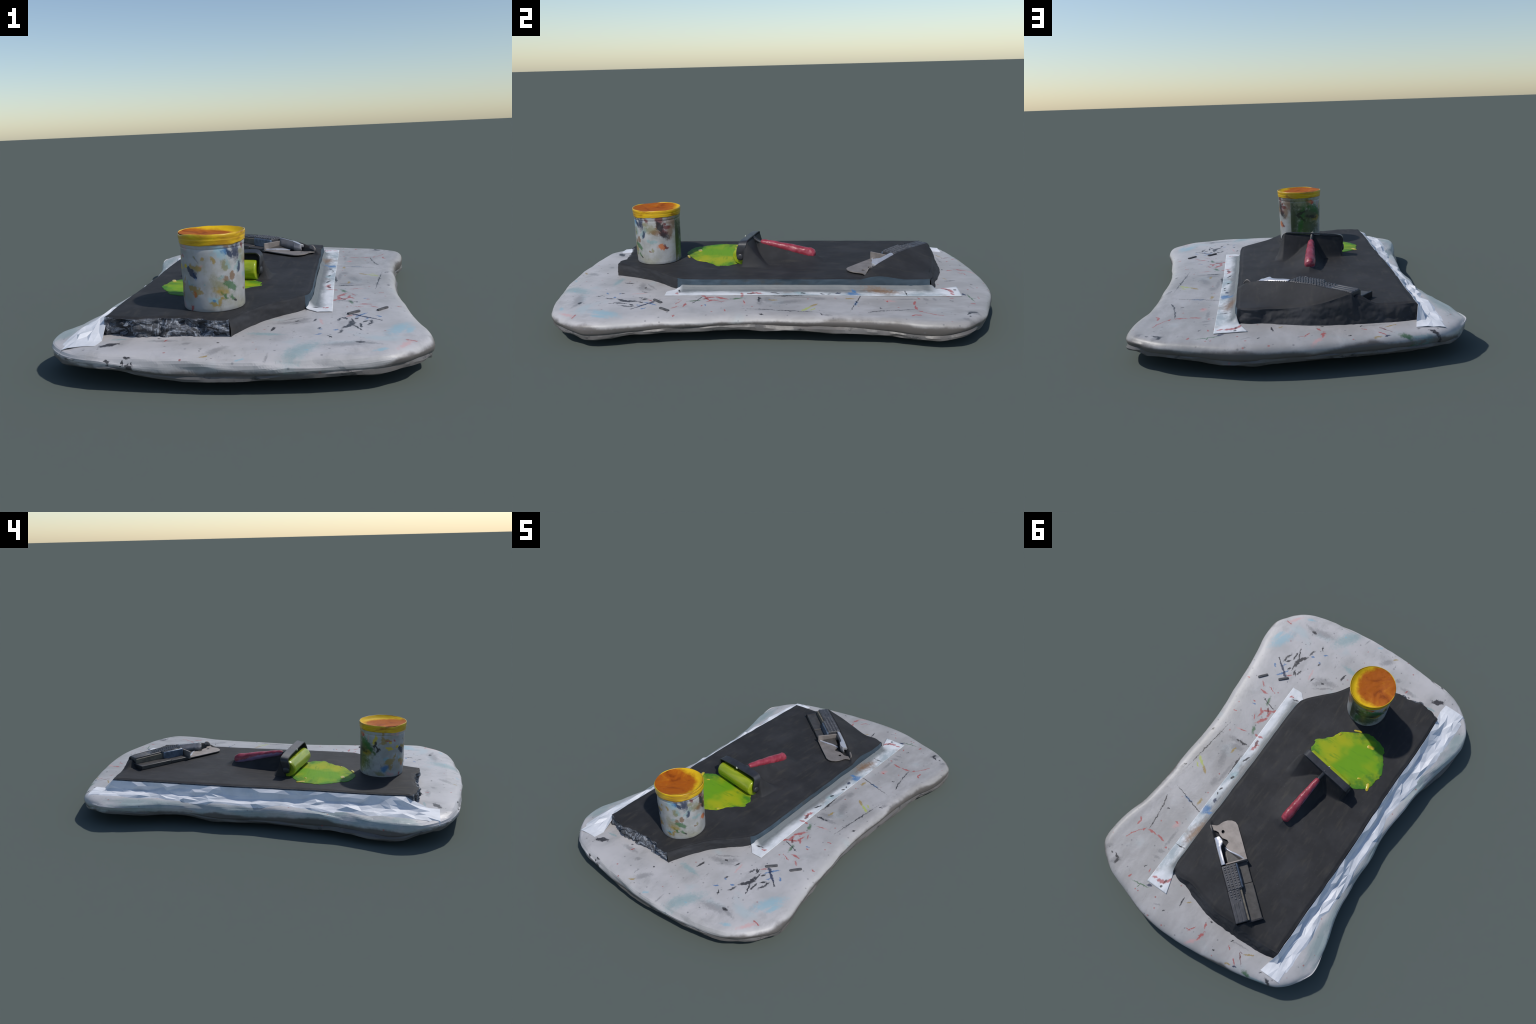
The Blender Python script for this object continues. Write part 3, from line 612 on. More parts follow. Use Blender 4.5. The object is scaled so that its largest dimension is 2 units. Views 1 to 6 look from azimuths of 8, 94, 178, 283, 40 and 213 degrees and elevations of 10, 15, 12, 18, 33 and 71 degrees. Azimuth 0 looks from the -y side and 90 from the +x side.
# the pad's crumpled rim: papery facets where the cover is creased (toward -x and -y)
crease = smooth(0.1, 0.7, -out2[:, 0] * 0.8 - out2[:, 1] * 0.8)
zb = lip + 0.014
rim = [(0.06, None, 0.000), (0.014, None, -0.004), (0.005, None, 0.002), (0.0015, None, 0.010)]
rows, height = [], []
for d, _, up in rim:
    rows.append(inset(d)); height.append(zb + up)
mid = np.maximum(0.5 * (zb + 0.012 + 0.092), 0.066)
rows.append(inset(0.0)); height.append(mid)
for d, z in [(0.0008, 0.086), (0.004, 0.0945), (0.009, 0.1005), (0.015, 0.1050), (0.023, 0.1085), (0.033, 0.1112), (0.046, 0.1133),
             (0.060, 0.1148), (0.076, 0.1159), (0.094, 0.1166), (0.115, 0.1170)]:
    rows.append(inset(d)); height.append(np.maximum(z, mid + 0.004) * np.ones(N))
for d in np.linspace(0.14, 0.30, 12):
    rows.append(inset(d)); height.append(0.117 * np.ones(N))
for t in np.linspace(0.0, 1.0, 14)[1:]:
    rows.append(inset(0.30) * (1 - t) + centre * t); height.append(0.117 * np.ones(N))
P = np.stack([np.concatenate([r, h[:, None]], 1) for r, h in zip(rows, height)])
for k in range(len(rows)):
    x, y = P[k, :, 0], P[k, :, 1]
    inner = float(smooth(8, 14, k))
    P[k, :, 2] += inner * (board_top(x, y) - 0.117)
    fade = float(smooth(1, 4, k) * (1 - smooth(9, 15, k)))
    f = facets(arc * 12, k * 0.30, 3) * crease
    P[k, :, :2] += out2 * (0.013 * f * fade)[:, None]
    P[k, :, 2] += 0.014 * facets(arc * 10 + 4, k * 0.28, 9) * crease * fade
    wav = 0.004 * fbm(x * 7, y * 7, 0.5, 12, 3) * (1 - inner)
    P[k, :, :2] += out2 * wav[:, None]
blank = bpy.data.materials.new("blank")
pad = part("pad", P, grid_faces(len(rows), N, True), blank, board)
for r in range(2, 15):
    for c in range(N):
        if crease[c] > 0.35:
            pad.data.polygons[r * N + c].use_smooth = False
items = [(r[1], r[2], 1.7 * r[4] / 1000 + 0.010, r) for r in PAD_MARKS]
dress(pad, share_out(items, (-9, -9), (9, 9)), lambda rows, i: pad_material("spattered_white_pad", rows), lambda c: (c[0], c[1]))

# ragged underside shell: hangs down to the ground under the middle
rows = []
steps = [(0.014, 1.0, 0.028), (0.005, 1.0, 0.019), (0.002, 1.0, 0.009), (0.005, 1.0, 0.0), (0.012, 1.0, -0.004)]
for d, s, up in steps:
    q = inset(d)
    rows.append(np.concatenate([q, (lip * s + up)[:, None]], 1))
for d in np.linspace(0.03, 0.30, 14):
    s = 1 - smooth(0.0, 0.30, d * 0.92 + 0.012)
    q = inset(d)
    rows.append(np.concatenate([q, (np.maximum((lip - 0.004) * s, 0.0))[:, None]], 1))
for t in (0.35, 0.7, 1.0):
    q = inset(0.30) * (1 - t) + centre * t
    rows.append(np.concatenate([q, np.zeros((N, 1))], 1))
P = np.stack(rows)
for k in range(len(rows)):
    fade = float(smooth(0, 1, k) * (1 - smooth(10, 18, k)))
    P[k, :, :2] += out2 * ((0.013 * facets(arc * 15, k * 0.8, 17) + 0.008 * fbm(arc * 6, k * 0.25, 0, 23, 5) - 0.002) * fade)[:, None]
    P[k, :, 2] += (0.009 * facets(arc * 13, k * 0.7, 27) + 0.007 * fbm(arc * 5, k * 0.2, 2, 29, 5)) * fade
for bx, by, amount, wide in [(-0.60, -0.50, 0.022, 0.17), (0.645, 0.62, 0.004, 0.2), (0.57, -0.1, 0.008, 0.35), (0.59, 0.33, 0.010, 0.16)]:
    near_b = np.exp(-((edge[:, 0] - bx) ** 2 + (edge[:, 1] - by) ** 2) / wide ** 2)
    for k in range(1, 9):
        P[k, :, :2] += out2 * (amount * near_b * float(smooth(0, 3, k)))[:, None]
P[:, :, 2] = np.maximum(P[:, :, 2], 0.0)
P[-3:, :, 2] = 0.0
under = part("underside", P, grid_faces(len(rows), N, True, flip=True), pad_material("grimy_underside", (), 0.75), board, sharp=25)  # takes the flank's painted shade too, under blotchy dirt

# ================================================================== the slab
slab = thing("stone_slab", (-0.11, 0.0, 0.117), "dark grey slate slab with broken end, green ink rolled out", "stone slab")
slate = slate_material("slate")
LEFT = [(-0.455, -0.742), (-0.452, -0.49), (-0.445, -0.21), (-0.444, 0.09), (-0.441, 0.30), (-0.433, 0.53), (-0.431, 0.765)]
NEAR = [(-0.455, -0.742), (-0.355, -0.763), (-0.235, -0.755), (-0.148, -0.756), (-0.075, -0.777), (-0.022, -0.773)]
RIGHT = [(-0.022, -0.773), (0.015, -0.685), (0.081, -0.576), (0.150, -0.500), (0.205, -0.435), (0.222, -0.37), (0.224, -0.1), (0.227, 0.15),
         (0.232, 0.40), (0.237, 0.712)]
FAR = [(-0.431, 0.765), (-0.294, 0.772), (-0.192, 0.770), (-0.077, 0.772), (0.032, 0.751), (0.12, 0.726), (0.185, 0.732), (0.237, 0.712)]
NU, NV = 281, 301
near, far, left, right = spline(NEAR, NU), spline(FAR, NU), spline(LEFT, NV), spline(RIGHT, NV)
u = np.linspace(0, 1, NU)
pin = smooth(0, 0.02, u) * smooth(0, 0.02, 1 - u)
near[:, 1] += (0.017 * fbm(u * 9, 0.3, 0, 41, 6) + 0.012 * facets(u * 17, 0.3, 42) + 0.004) * pin            # chipped, broken end
far[:, 1] += 0.005 * fbm(u * 7, 0.7, 0, 43, 3) * pin
v = np.linspace(0, 1, NV)
right[:, 0] += 0.006 * smooth(0.25, 0.35, v) * (1 - smooth(0.97, 1.0, v))
left[:, 0] -= 0.003 * smooth(0.03, 0.08, v) * (1 - smooth(0.92, 0.97, v))
pv = smooth(0, 0.02, v) * smooth(0, 0.02, 1 - v)
left[:, 0] += 0.004 * fbm(v * 25, 0.7, 0, 44, 3) * pv
right[:, 0] += 0.003 * fbm(v * 15, 0.7, 0, 45, 3) * pv
U, V = u[None, :, None], v[:, None, None]
G = (1 - U) * left[:, None] + U * right[:, None] + (1 - V) * near[None] + V * far[None]
G = G - ((1 - U) * (1 - V) * near[0] + U * (1 - V) * near[-1] + (1 - U) * V * far[0] + U * V * far[-1])
Z = slab_top(G[..., 0], G[..., 1])
# worn arris: the top turns down a little at the border
rim_u = np.minimum(u, 1 - u)[None, :] * 0.66
rim_v = np.minimum(v, 1 - v)[:, None] * 1.5
Z = Z - 0.0045 * (1 - smooth(0, 0.018, np.minimum(rim_u, rim_v))) * (1 - 0.7 * smooth(0.97, 1.0, u)[None, :])
top = np.concatenate([G, Z[..., None]], 2)
part("slab_top", top, grid_faces(NV, NU), slate, slab)

def slab_side(curve, name, material, foot, bulge, rough_amp, seed, rows=18, z_foot=0.110, drop=1.0):
    """Wall from a border of the slab top down to the pad; foot = outward run at the bottom."""
    c = np.asarray(curve)
    t = np.gradient(c[:, :2], axis=0)
    t /= np.linalg.norm(t, axis=1)[:, None] + 1e-9
    k = np.ones(9) / 9
    nrm = np.stack([t[:, 1], -t[:, 0]], 1)
    nrm = np.stack([np.convolve(np.pad(nrm[:, i], 4, "edge"), k, "valid") for i in (0, 1)], 1)
    s = np.linspace(0, 1, rows)
    m = len(c)
    e = np.linspace(0, 1, m)
    ends = smooth(0, 0.03, e) * smooth(0, 0.03, 1 - e)
    foot = np.interp(e, np.linspace(0, 1, len(foot)), foot)
    P = np.zeros((rows, m, 3))
    along = np.concatenate([[0], np.cumsum(np.linalg.norm(np.diff(c[:, :2], axis=0), axis=1))])
    for r, q in enumerate(s):
        off = foot * (q ** 1.0) + bulge * math.sin(math.pi * min(1, q)) ** 0.7
        if rough_amp:
            z = c[:, 2] * (1 - q) + z_foot * q
            n = rough_amp * (1.3 * fbm(along * 15, z * 34, 0, seed, 5) + 1.1 * facets(along * 24 + z * 20, z * 44, seed + 9) + 0.5 * facets(along * 60, z * 80 + along * 20, seed + 12))
            off = off + n * smooth(0, 0.10, q) * (0.3 + 0.7 * ends)
        P[r, :, :2] = c[:, :2] + nrm * off[:, None]
        P[r, :, 2] = c[:, 2] * (1 - q) + z_foot * q
    return part(name, P, grid_faces(rows, m, flip=True), material, slab, sharp=None)

rough = broken_stone_material()
def refine(c, k):
    c = np.asarray(c)
    x = np.arange(len(c)); y = np.linspace(0, len(c) - 1, (len(c) - 1) * k + 1)
    return np.stack([np.interp(y, x, c[:, i]) for i in range(3)], 1)
slab_side(refine(top[0], 2), "broken_end", rough, [-0.002, 0.004, 0.006, 0.0, 0.002], 0.004, 0.021, 51, rows=48)
corner = int(np.argmin(np.hypot(right[:, 0] - 0.205, right[:, 1] + 0.435)))
side_mat = slate_material("slate_side", (0.030, 0.031, 0.035), 0.3)
shaded_side_mat = slate_material("shaded_slate_side", (0.040, 0.060, 0.080), 0.6)  # bluish dark of the original's shaded side, put into the colour
slab_side(top[:corner + 1, -1], "cut_corner", side_mat, [0.006, -0.004, -0.004], 0.002, 0.004, 61)
slab_side(top[corner:, -1], "long_side", shaded_side_mat, [0.004, 0.005, 0.005, 0.006], 0.0, 0.003, 63, z_foot=0.102)
slab_side(top[-1, ::-1], "far_end", side_mat, [0.012, 0.034, 0.040, 0.044, 0.042, 0.030], 0.003, 0.007, 65)
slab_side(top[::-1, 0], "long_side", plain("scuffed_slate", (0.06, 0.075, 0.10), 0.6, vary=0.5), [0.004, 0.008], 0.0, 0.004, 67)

# rolled-out ink: a thin brushed film that follows the stone
def film(name, rim_points, material, lift, fingers, seed, centre=None, amount=1.0, domed=0.0):
    c = np.mean(rim_points, 0) if centre is None else np.array(centre)
    q = spline(rim_points, 420, closed=True)
    ang = np.arange(420) / 420
    d = q - c
    reach = 1 + amount * (0.16 * np.maximum(0, fbm(ang * fingers, 0.2, 0, seed, 3)) + 0.05 * vnoise(ang * 90, 0.5, 0, seed + 3) + 0.03 * facets(ang * 60, 0.2, seed + 4))
    d = d * reach[:, None]
    rings = []
    for s, h in [(1.0, -0.0012), (1.0, lift * 0.7), (0.992, lift), (0.95, lift), (0.85, lift), (0.7, lift), (0.5, lift), (0.3, lift), (0.12, lift), (0.01, lift)]:
        p = c + d * s
        z = slab_top(p[:, 0], p[:, 1]) + h + domed * (1 - s * s) + 0.0005 * fbm(p[:, 0] * 25, p[:, 1] * 25, 0, seed + 7)
        rings.append(np.concatenate([p, z[:, None]], 1))
    vv, ff = loft(np.array(rings), True, False)
    return part(name, vv, ff + [cap(9 * 420, 420)], material, slab)

INK_RIM = [(0.015, -0.262), (-0.04, -0.335), (-0.062, -0.379), (-0.10, -0.405), (-0.145, -0.430), (-0.215, -0.455), (-0.285, -0.425),
           (-0.325, -0.385), (-0.350, -0.345), (-0.372, -0.295), (-0.362, -0.250), (-0.345, -0.20), (-0.300, -0.155), (-0.25, -0.14),
           (-0.14, -0.165), (-0.017, -0.175)]
def ink_material():
    n = Nodes("green_ink_film", rough=0.55, spec=0.12)
    f = n.noise(6, 2, 0.4, distort=0.3, stretch=(1, 1.2, 1)).outputs["Fac"]
    c = n.mix(n.ramp(f, 0.38, 0.66), (0.14, 0.31, 0.012), (0.34, 0.36, 0.012))
    wide = n.noise(26, 4, 0.6, stretch=(0.5, 2.2, 1)).outputs["Fac"]
    c = n.mix(n.ramp(wide, 0.5, 0.75, 0, 0.7), c, (0.10, 0.255, 0.014))
    sep = n.add("ShaderNodeSeparateXYZ")
    n.put(sep.inputs[0], n.pos)
    # the film thins to a darker green round its border
    d = n.add("ShaderNodeMapping", vector_type="TEXTURE")
    n.put(d.inputs["Vector"], n.pos)
    d.inputs["Location"].default_value = (-0.06, -0.28, 0.05)
    d.inputs["Scale"].default_value = (0.20, 0.15, 1)
    ln = n.add("ShaderNodeVectorMath", operation="LENGTH")
    n.put(ln.inputs[0], d.outputs[0])
    r = n.math("ADD", ln.outputs["Value"], n.ramp(n.noise(18, 4).outputs["Fac"], 0.2, 0.8, -0.35, 0.35, False))
    c = n.mix(n.ramp(r, 0.74, 1.08, 0, 0.85), c, (0.045, 0.17, 0.02))
    n.bump(n.noise(60, 4, stretch=(0.5, 2, 1)).outputs["Fac"], 0.25, 0.003)
    return n.done(c)
ink = film("ink_film", INK_RIM, ink_material(), 0.0016, 22, 71, centre=(-0.17, -0.29))
dab_mat = plain("yellow_ink", (0.46, 0.36, 0.02), 0.3, coat=0.3)
for x, y, a, b, turn in [(-0.137, -0.437, 0.022, 0.007, 0.35), (-0.345, -0.196, 0.022, 0.010, 1.9), (-0.283, -0.212, 0.009, 0.006, 0.4),
                         (-0.243, -0.395, 0.020, 0.013, 0.2), (-0.068, -0.368, 0.008, 0.005, 1.0)]:
    t = np.arange(10) / 10 * 2 * math.pi
    ex, ey = a * np.cos(t), b * np.sin(t) * (1 + 0.3 * np.cos(2 * t))
    ring = np.stack([x + ex * math.cos(turn) - ey * math.sin(turn), y + ex * math.sin(turn) + ey * math.cos(turn)], 1)
    film("ink_dab", ring, dab_mat, 0.0022, 8, 80, amount=0.7, domed=0.002)

# ================================================================== masking tape along the long sides
def tape_strip(name, material, rows_of_points, crumple, cell, seed, thick=0.0012):
    """Sheet lofted across profiles (one per station along y), creased, with its own thickness."""
    P = np.array(rows_of_points, float)
    R, C, _ = P.shape
    tu = np.gradient(P, axis=0); tv = np.gradient(P, axis=1)
    nrm = np.cross(tv, tu)
    nrm /= np.linalg.norm(nrm, axis=2)[..., None] + 1e-9
    nrm *= np.sign(nrm[..., 2:3] + 1e-9)
    L = np.linalg.norm(tu, axis=2).cumsum(0)
    S = np.linalg.norm(tv, axis=2).cumsum(1)
    across = np.linspace(0, 1, C)[None, :]
    body = smooth(0.0, 0.25, across) * (1 - smooth(0.75, 1.0, across)) * 0.85 + 0.15
    f = np.maximum(facets(L / cell, S / cell, seed) + 0.30, -0.02) + 0.35 * facets(L / cell * 2.3, S / cell * 2.1, seed + 3)
    P = P + nrm * (crumple * f * body)[..., None]
    o = part(name, P, grid_faces(R, C), material, board, sharp=18)
    modify(o, "SOLIDIFY", thickness=thick, offset=1.0)
    return o

def stations(y0, y1, n, profile):
    return [[(*p[:1], y, p[1]) if len(p) == 2 else p for p in profile(y)] for y in np.linspace(y0, y1, n)]

def resample(p, n):
    p = np.array(p, float)
    s = np.concatenate([[0], np.cumsum(np.linalg.norm(np.diff(p, axis=0), axis=1))])
    t = np.linspace(0, s[-1], n)
    return np.stack([np.interp(t, s, p[:, k]) for k in range(p.shape[1])], 1)

def pad_surface(x, y):
    """Height of the pad top near its rim, used to lay the tape on it."""
    d = np.min(np.hypot(edge[:, 0] - x, edge[:, 1] - y))
    inside = 1.0
    i = int(np.argmin(np.hypot(edge[:, 0] - x, edge[:, 1] - y)))
    if (x - edge[i, 0]) * out2[i, 0] + (y - edge[i, 1]) * out2[i, 1] > 0:
        return 0.080
    return float(np.interp(d, [0, 0.004, 0.009, 0.015, 0.023, 0.033, 0.046, 0.06, 0.076, 0.094, 0.115],
                           [0.080, 0.0945, 0.1005, 0.105, 0.1085, 0.1112, 0.1133, 0.1148, 0.1159, 0.1166, 0.117]))

def left_profile(y):
    xs = np.interp(y, left[:, 1], left[:, 0])
    zt = slab_plane(xs, y) - 0.0095
    outer = np.interp(y, [-0.86, -0.63, -0.45, -0.27, 0.0, 0.3, 0.6, 0.88], [-0.578, -0.580, -0.560, -0.542, -0.537, -0.537, -0.534, -0.524])
    on = float(smooth(-0.790, -0.735, y) * (1 - smooth(0.775, 0.80, y)))      # tape climbs the stone only along it
    inner = np.interp(y, [-0.88, -0.79, 0.79, 0.88], [-0.452, -0.440, -0.425, -0.402])
    flat_p = resample([(x, y, pad_surface(x, y) + 0.002 - 0.004 * (i == 13)) for i, x in enumerate(np.linspace(inner, outer, 14))], 30)
    full = sum(h * math.exp(-((y - c) / w_) ** 2) for c, w_, h in [(-0.66, 0.075, 1.0), (-0.43, 0.045, 0.85), (-0.28, 0.040, 0.8), (-0.05, 0.03, 0.4), (0.24, 0.055, 0.95), (0.46, 0.03, 0.35)])
    full = min(1.0, full)
    climb = [(xs - 0.0045, y, zt), (xs - 0.011, y, zt - 0.016), (xs - 0.018, y, 0.134), (xs - 0.032, y, 0.1235)]
    climb += [(x, y, pad_surface(x, y) + 0.002 - 0.004 * (i == 7)) for i, x in enumerate(np.linspace(xs - 0.050, outer, 8))]
    p = resample(climb, 30)
    ramp = resample([(xs - 0.0045, y, zt), (xs - 0.030, y, 0.153), (xs - 0.062, y, 0.126), (outer, y, climb[-1][2])], 30)   # paper bridging the corner
    p = p * (1 - full) + ramp * full
    return [tuple(q) for q in flat_p * (1 - on) + p * on]
white_tape = tape_material("white_paper_tape", False)
def crumpled_strip(name, material, y0, y1, n, cols, profile, amount, seed):
    """Stiff paper pressed over an edge: a coarse jittered net of flat facets."""
    rng = np.random.default_rng(seed)
    P = []
    for y in np.linspace(y0, y1, n):
        P.append(resample(profile(y), cols))
    P = np.array(P)
    n1 = np.cross(np.gradient(P, axis=1), np.gradient(P, axis=0))
    n1 /= np.linalg.norm(n1, axis=2)[..., None] + 1e-9
    n1 *= np.sign(n1[..., 2:3] + 1e-9)
    q = np.linspace(0, 1, cols)[None, :]
    body = smooth(0.0, 0.2, q) * (1 - smooth(0.8, 1.0, q))
    up_ = rng.uniform(-0.15, 1.0, (n, cols)) * body
    swell = np.clip(vnoise(np.linspace(0, 13, n), 0.3, 0, seed) * 2.2 + 0.3, 0, 1)[:, None]    # bulges and hollows along the edge
    ends = smooth(0, 0.10, np.linspace(0, 1, n)) * smooth(0, 0.10, np.linspace(1, 0, n)) * 0.75 + 0.25
    P = P + n1 * (amount * up_ * (0.3 + swell) * ends[:, None])[..., None]
    P[1:-1, 1:-1, 1] += rng.uniform(-0.4, 0.4, (n - 2, cols - 2)) * (y1 - y0) / n
    P[1:-1, 1:-1, 0] += rng.uniform(-0.004, 0.004, (n - 2, cols - 2))
    F = []
    for f in grid_faces(n, cols):
        a, b, c, d = f
        F += [(a, b, c), (a, c, d)] if rng.random() < 0.5 else [(a, b, d), (b, c, d)]
    o = part(name, P, F, material, board, flat=True)
    modify(o, "SOLIDIFY", thickness=0.0012, offset=1.0)
crumpled_strip("masking_tape", white_tape, -0.868, 0.874, 34, 7, left_profile, 0.014, 91)

TAPE_MARKS = [("red", 0.262, 0.800, 12, 20, 7, 0.4), ("red", 0.230, 0.775, 60, 14, 4, 0.6), ("darkred", 0.244, 0.790, 80, 12, 3, 0.5), ("red", 0.300, 0.800, 30, 10, 4, 0.6),
              ("blue", 0.296, 0.365, 80, 22, 12, 0.7), ("blue", 0.275, 0.372, 20, 14, 6, 0.8), ("red", 0.285, -0.060, 70, 22, 5, 0.5), ("darkred", 0.288, -0.085, 100, 18, 5, 0.4),
              ("red", 0.292, -0.13, 20, 12, 5, 0.5), ("black", 0.283, 0.02, 70, 18, 3, 0.6), ("black", 0.300, 0.23, 70, 9, 3, 0.5), ("black", 0.298, 0.26, 110, 7, 3, 0.5),
              ("teal", 0.283, 0.13, 80, 22, 9, 0.8), ("black", 0.285, 0.145, 70, 9, 4, 0.5), ("red", 0.288, -0.425, 60, 8, 3, 0.5), ("red", 0.276, -0.428, 60, 6, 2, 0.5),
              ("black", 0.252, -0.42, 20, 14, 2, 0.4), ("black", 0.29, 0.60, 5, 22, 2, 0.4), ("brown", 0.27, 0.50, 80, 60, 12, 1), ("smoke", 0.262, 0.2, 88, 260, 10, 1),
              ("navy", 0.288, 0.30, 80, 10, 6, 0.5), ("black", 0.245, 0.822, 0, 6, 4, 0.5)]
def right_profile(y):
    xs = np.interp(y, right[corner:, 1], right[corner:, 0])
    outer = np.interp(y, [-0.48, 0.0, 0.84], [0.309, 0.309, 0.324])
    on = float(smooth(-0.445, -0.405, y) * (1 - smooth(0.715, 0.745, y)))
    inner = np.interp(y, [-0.48, -0.43, 0.74, 0.85], [0.255, 0.205, 0.232, 0.197])
    flat_p = resample([(x, y, float(board_top(x, y)) + 0.0015) for x in np.linspace(inner, outer, 8)], 26)
    h = float(board_top(xs + 0.03, y))
    climb = [(xs + 0.003, y, h + 0.026), (xs + 0.008, y, h + 0.018), (xs + 0.018, y, h + 0.007), (xs + 0.034, y, h + 0.002)]
    climb += [(x, y, float(board_top(x, y)) + 0.0013) for x in np.linspace(xs + 0.050, outer, 4)]
    p = resample(climb, 26)
    return [tuple(q) for q in flat_p * (1 - on) + p * on]
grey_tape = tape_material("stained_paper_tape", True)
def slanted(y0, y1, n, profile, slant):
    rows = stations(y0, y1, n, profile)
    out = []
    for r, row in enumerate(rows):
        e = max(0, abs(2 * r / (n - 1) - 1) - 0.9) * 10 * (1 if r > n / 2 else -1)
        out.append([(x, y + slant * e * (i / (len(row) - 1) - 0.5), z) for i, (x, y, z) in enumerate(row)])
    return out
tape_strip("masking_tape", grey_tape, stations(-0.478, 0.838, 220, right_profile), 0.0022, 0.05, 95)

# ================================================================== the pot of ink
POT_R, POT_Z, POT_X, POT_Y = 0.111, 0.1772, -0.103, -0.580
pot = thing("ink_pot", (POT_X, POT_Y, POT_Z), "white plastic pot with orange ink and paint drips", "paint pot")
CN = 144
th = np.arange(CN) / CN * 2 * math.pi
def pot_rings(profile, crumple=0.0, seed=0, shift=True):
    rings = []
    for r, z in profile:
        rr = r + crumple * facets(th * 0.11 * 26, np.full(CN, z * 26), seed) * (0.35 + 0.65 * smooth(-0.4, 0.6, -np.sin(th)))
        zz = z + 0 * th
        x = POT_X + 0.001 * (z - POT_Z) / 0.26 + rr * np.cos(th)
        y = POT_Y + rr * np.sin(th)
        rings.append(np.stack([x, y, zz], 1))
    return np.array(rings)
wall = [(0.100, 0.1765), (0.1055, 0.1775), (0.1075, 0.181)] + [(0.1078 + 0.0042 * t, 0.181 + 0.209 * t) for t in np.linspace(0.05, 1, 24)]
wall += [(0.1112, 0.3925), (0.1105, 0.3945), (0.1122, 0.3965), (0.1132, 0.402), (0.1140, 0.410), (0.1140, 0.425)]
R = pot_rings(wall, 0.0035, 101)
vv, ff = loft(R, True, False)
o = part("pot_wall", vv, ff + [cap(0, CN, True)], blank, pot, sharp=40)
def bearing(c):
    return ((math.degrees(math.atan2(c[1] - POT_Y, c[0] - POT_X)) + 120 + 180) % 360 - 180) / 57.3 * POT_R, c[2]
items = [(((r[1] + 120 + 180) % 360 - 180) / 57.3 * POT_R, r[2], 1.7 * r[4] / 1000 + 0.012, r) for r in POT_MARKS]
dress(o, share_out(items, (-9, -9), (9, 9)), lambda rows, i: pot_material("painted_plastic", rows), bearing)

yellow = streaked("yellow_ink_rim", [(0.36, 0.17, 0.008), (0.62, 0.38, 0.008), (0.74, 0.56, 0.012)], 9, rough=0.35, stretch=(1, 1, 3))
rim_prof = [(0.1142, 0.412), (0.1152, 0.412), (0.1158, 0.416), (0.1154, 0.420), (0.1166, 0.423), (0.1168, 0.426), (0.1158, 0.4285), (0.1176, 0.432), (0.1180, 0.437),
            (0.1177, 0.442), (0.1168, 0.4452), (0.1155, 0.4452), (0.1142, 0.443), (0.1130, 0.436), (0.110, 0.425), (0.106, 0.415)]
R = pot_rings(rim_prof)
hang = 0.007 * np.maximum(0, fbm(th * 2.2, 0.3, 0, 111, 3)) + 0.004 * smooth(0.0, 0.9, -np.sin(th))
R[0, :, 2] -= hang; R[1, :, 2] -= hang; R[2, :, 2] -= hang * 0.8
sag = 0.004 * fbm(th * 1.6, 0.9, 0, 113, 3) - 0.006 * np.exp(-((th - math.radians(205)) / 0.35) ** 2)
R[7:13, :, 2] += sag
vv, ff = loft(R, True, False)
part("pot_rim", vv, ff, yellow, pot)
orange = streaked("orange_ink", [(0.21, 0.042, 0.003), (0.36, 0.088, 0.005), (0.45, 0.145, 0.007)], 12, rough=0.6, coat=0.0, spec=0.12, distort=0.7, bump=0.15, yellow_side=True)
rings = []
toward = math.radians(33)                       # the ink lies lower on this side
tilt = np.cos(th - toward)
for s in np.linspace(1, 0.02, 14):
    r = 0.1140 * s
    bowl = 0.005 + 0.007 * (1 - s * s)
    z = 0.443 - bowl - 0.008 * s * tilt * smooth(0.0, 0.6, s) * (1 - smooth(0.86, 1.0, s)) + 0.006 * smooth(0.86, 1.0, s) + 0.0025 * fbm(r * np.cos(th) * 30, r * np.sin(th) * 30, 0, 121, 3)
    z = np.minimum(z, 0.4440)
    rings.append(np.stack([POT_X + r * np.cos(th), POT_Y + r * np.sin(th), z], 1))
vv, ff = loft(np.array(rings), True, False)
part("ink", vv, ff + [cap(13 * CN, CN)], orange, pot)

# ================================================================== the ink roller
roller = thing("ink_roller", (-0.13, -0.09, 0.172), "hand roller with red handle and green inked cylinder", "ink roller")
black_steel = plain("black_steel", (0.027, 0.028, 0.033), 0.42, 0.0, spec=0.5)
axis0, axis1 = np.array([0.004, -0.159, 0.2140]), np.array([-0.266, -0.113, 0.2135])
uax = (axis1 - axis0) / np.linalg.norm(axis1 - axis0)
across = np.array([-uax[1], uax[0], 0]); across /= np.linalg.norm(across)
if across[1] < 0:
    across = -across                              # points toward +y, behind the roller
up = np.array([0, 0, 1.0])
def ring_at(c, e1, e2, r, n=48, wobble=None):
    t = np.arange(n) / n * 2 * math.pi
    rr = r if wobble is None else r * wobble
    return c + np.outer(np.cos(t) * rr, e1) + np.outer(np.sin(t) * rr, e2)
prof = [(0.0, 0.004), (0.0, 0.037), (0.002, 0.0410), (0.006, 0.0420)] + [(s, 0.0420) for s in np.linspace(0.02, 0.25, 14)] + [(0.262, 0.0410), (0.268, 0.037), (0.268, 0.004)]
Lr = np.linalg.norm(axis1 - axis0)
t48 = np.arange(64) / 64 * 2 * math.pi
rings = [ring_at(axis0 + uax * (s / 0.268 * (Lr - 0.010) + 0.005), across, up, r, 64, 1 + 0.015 * fbm(np.cos(t48) * 2, np.sin(t48) * 2, s * 20, 131, 2)) for s, r in prof]
vv, ff = loft(np.array(rings))
part("roller_cylinder", vv, ff, streaked("green_inked_rubber", [(0.12, 0.24, 0.01), (0.26, 0.34, 0.012), (0.36, 0.42, 0.03)], 11, rough=0.28, coat=0.4, stretch=(0.5, 2, 2)), roller, sharp=50)
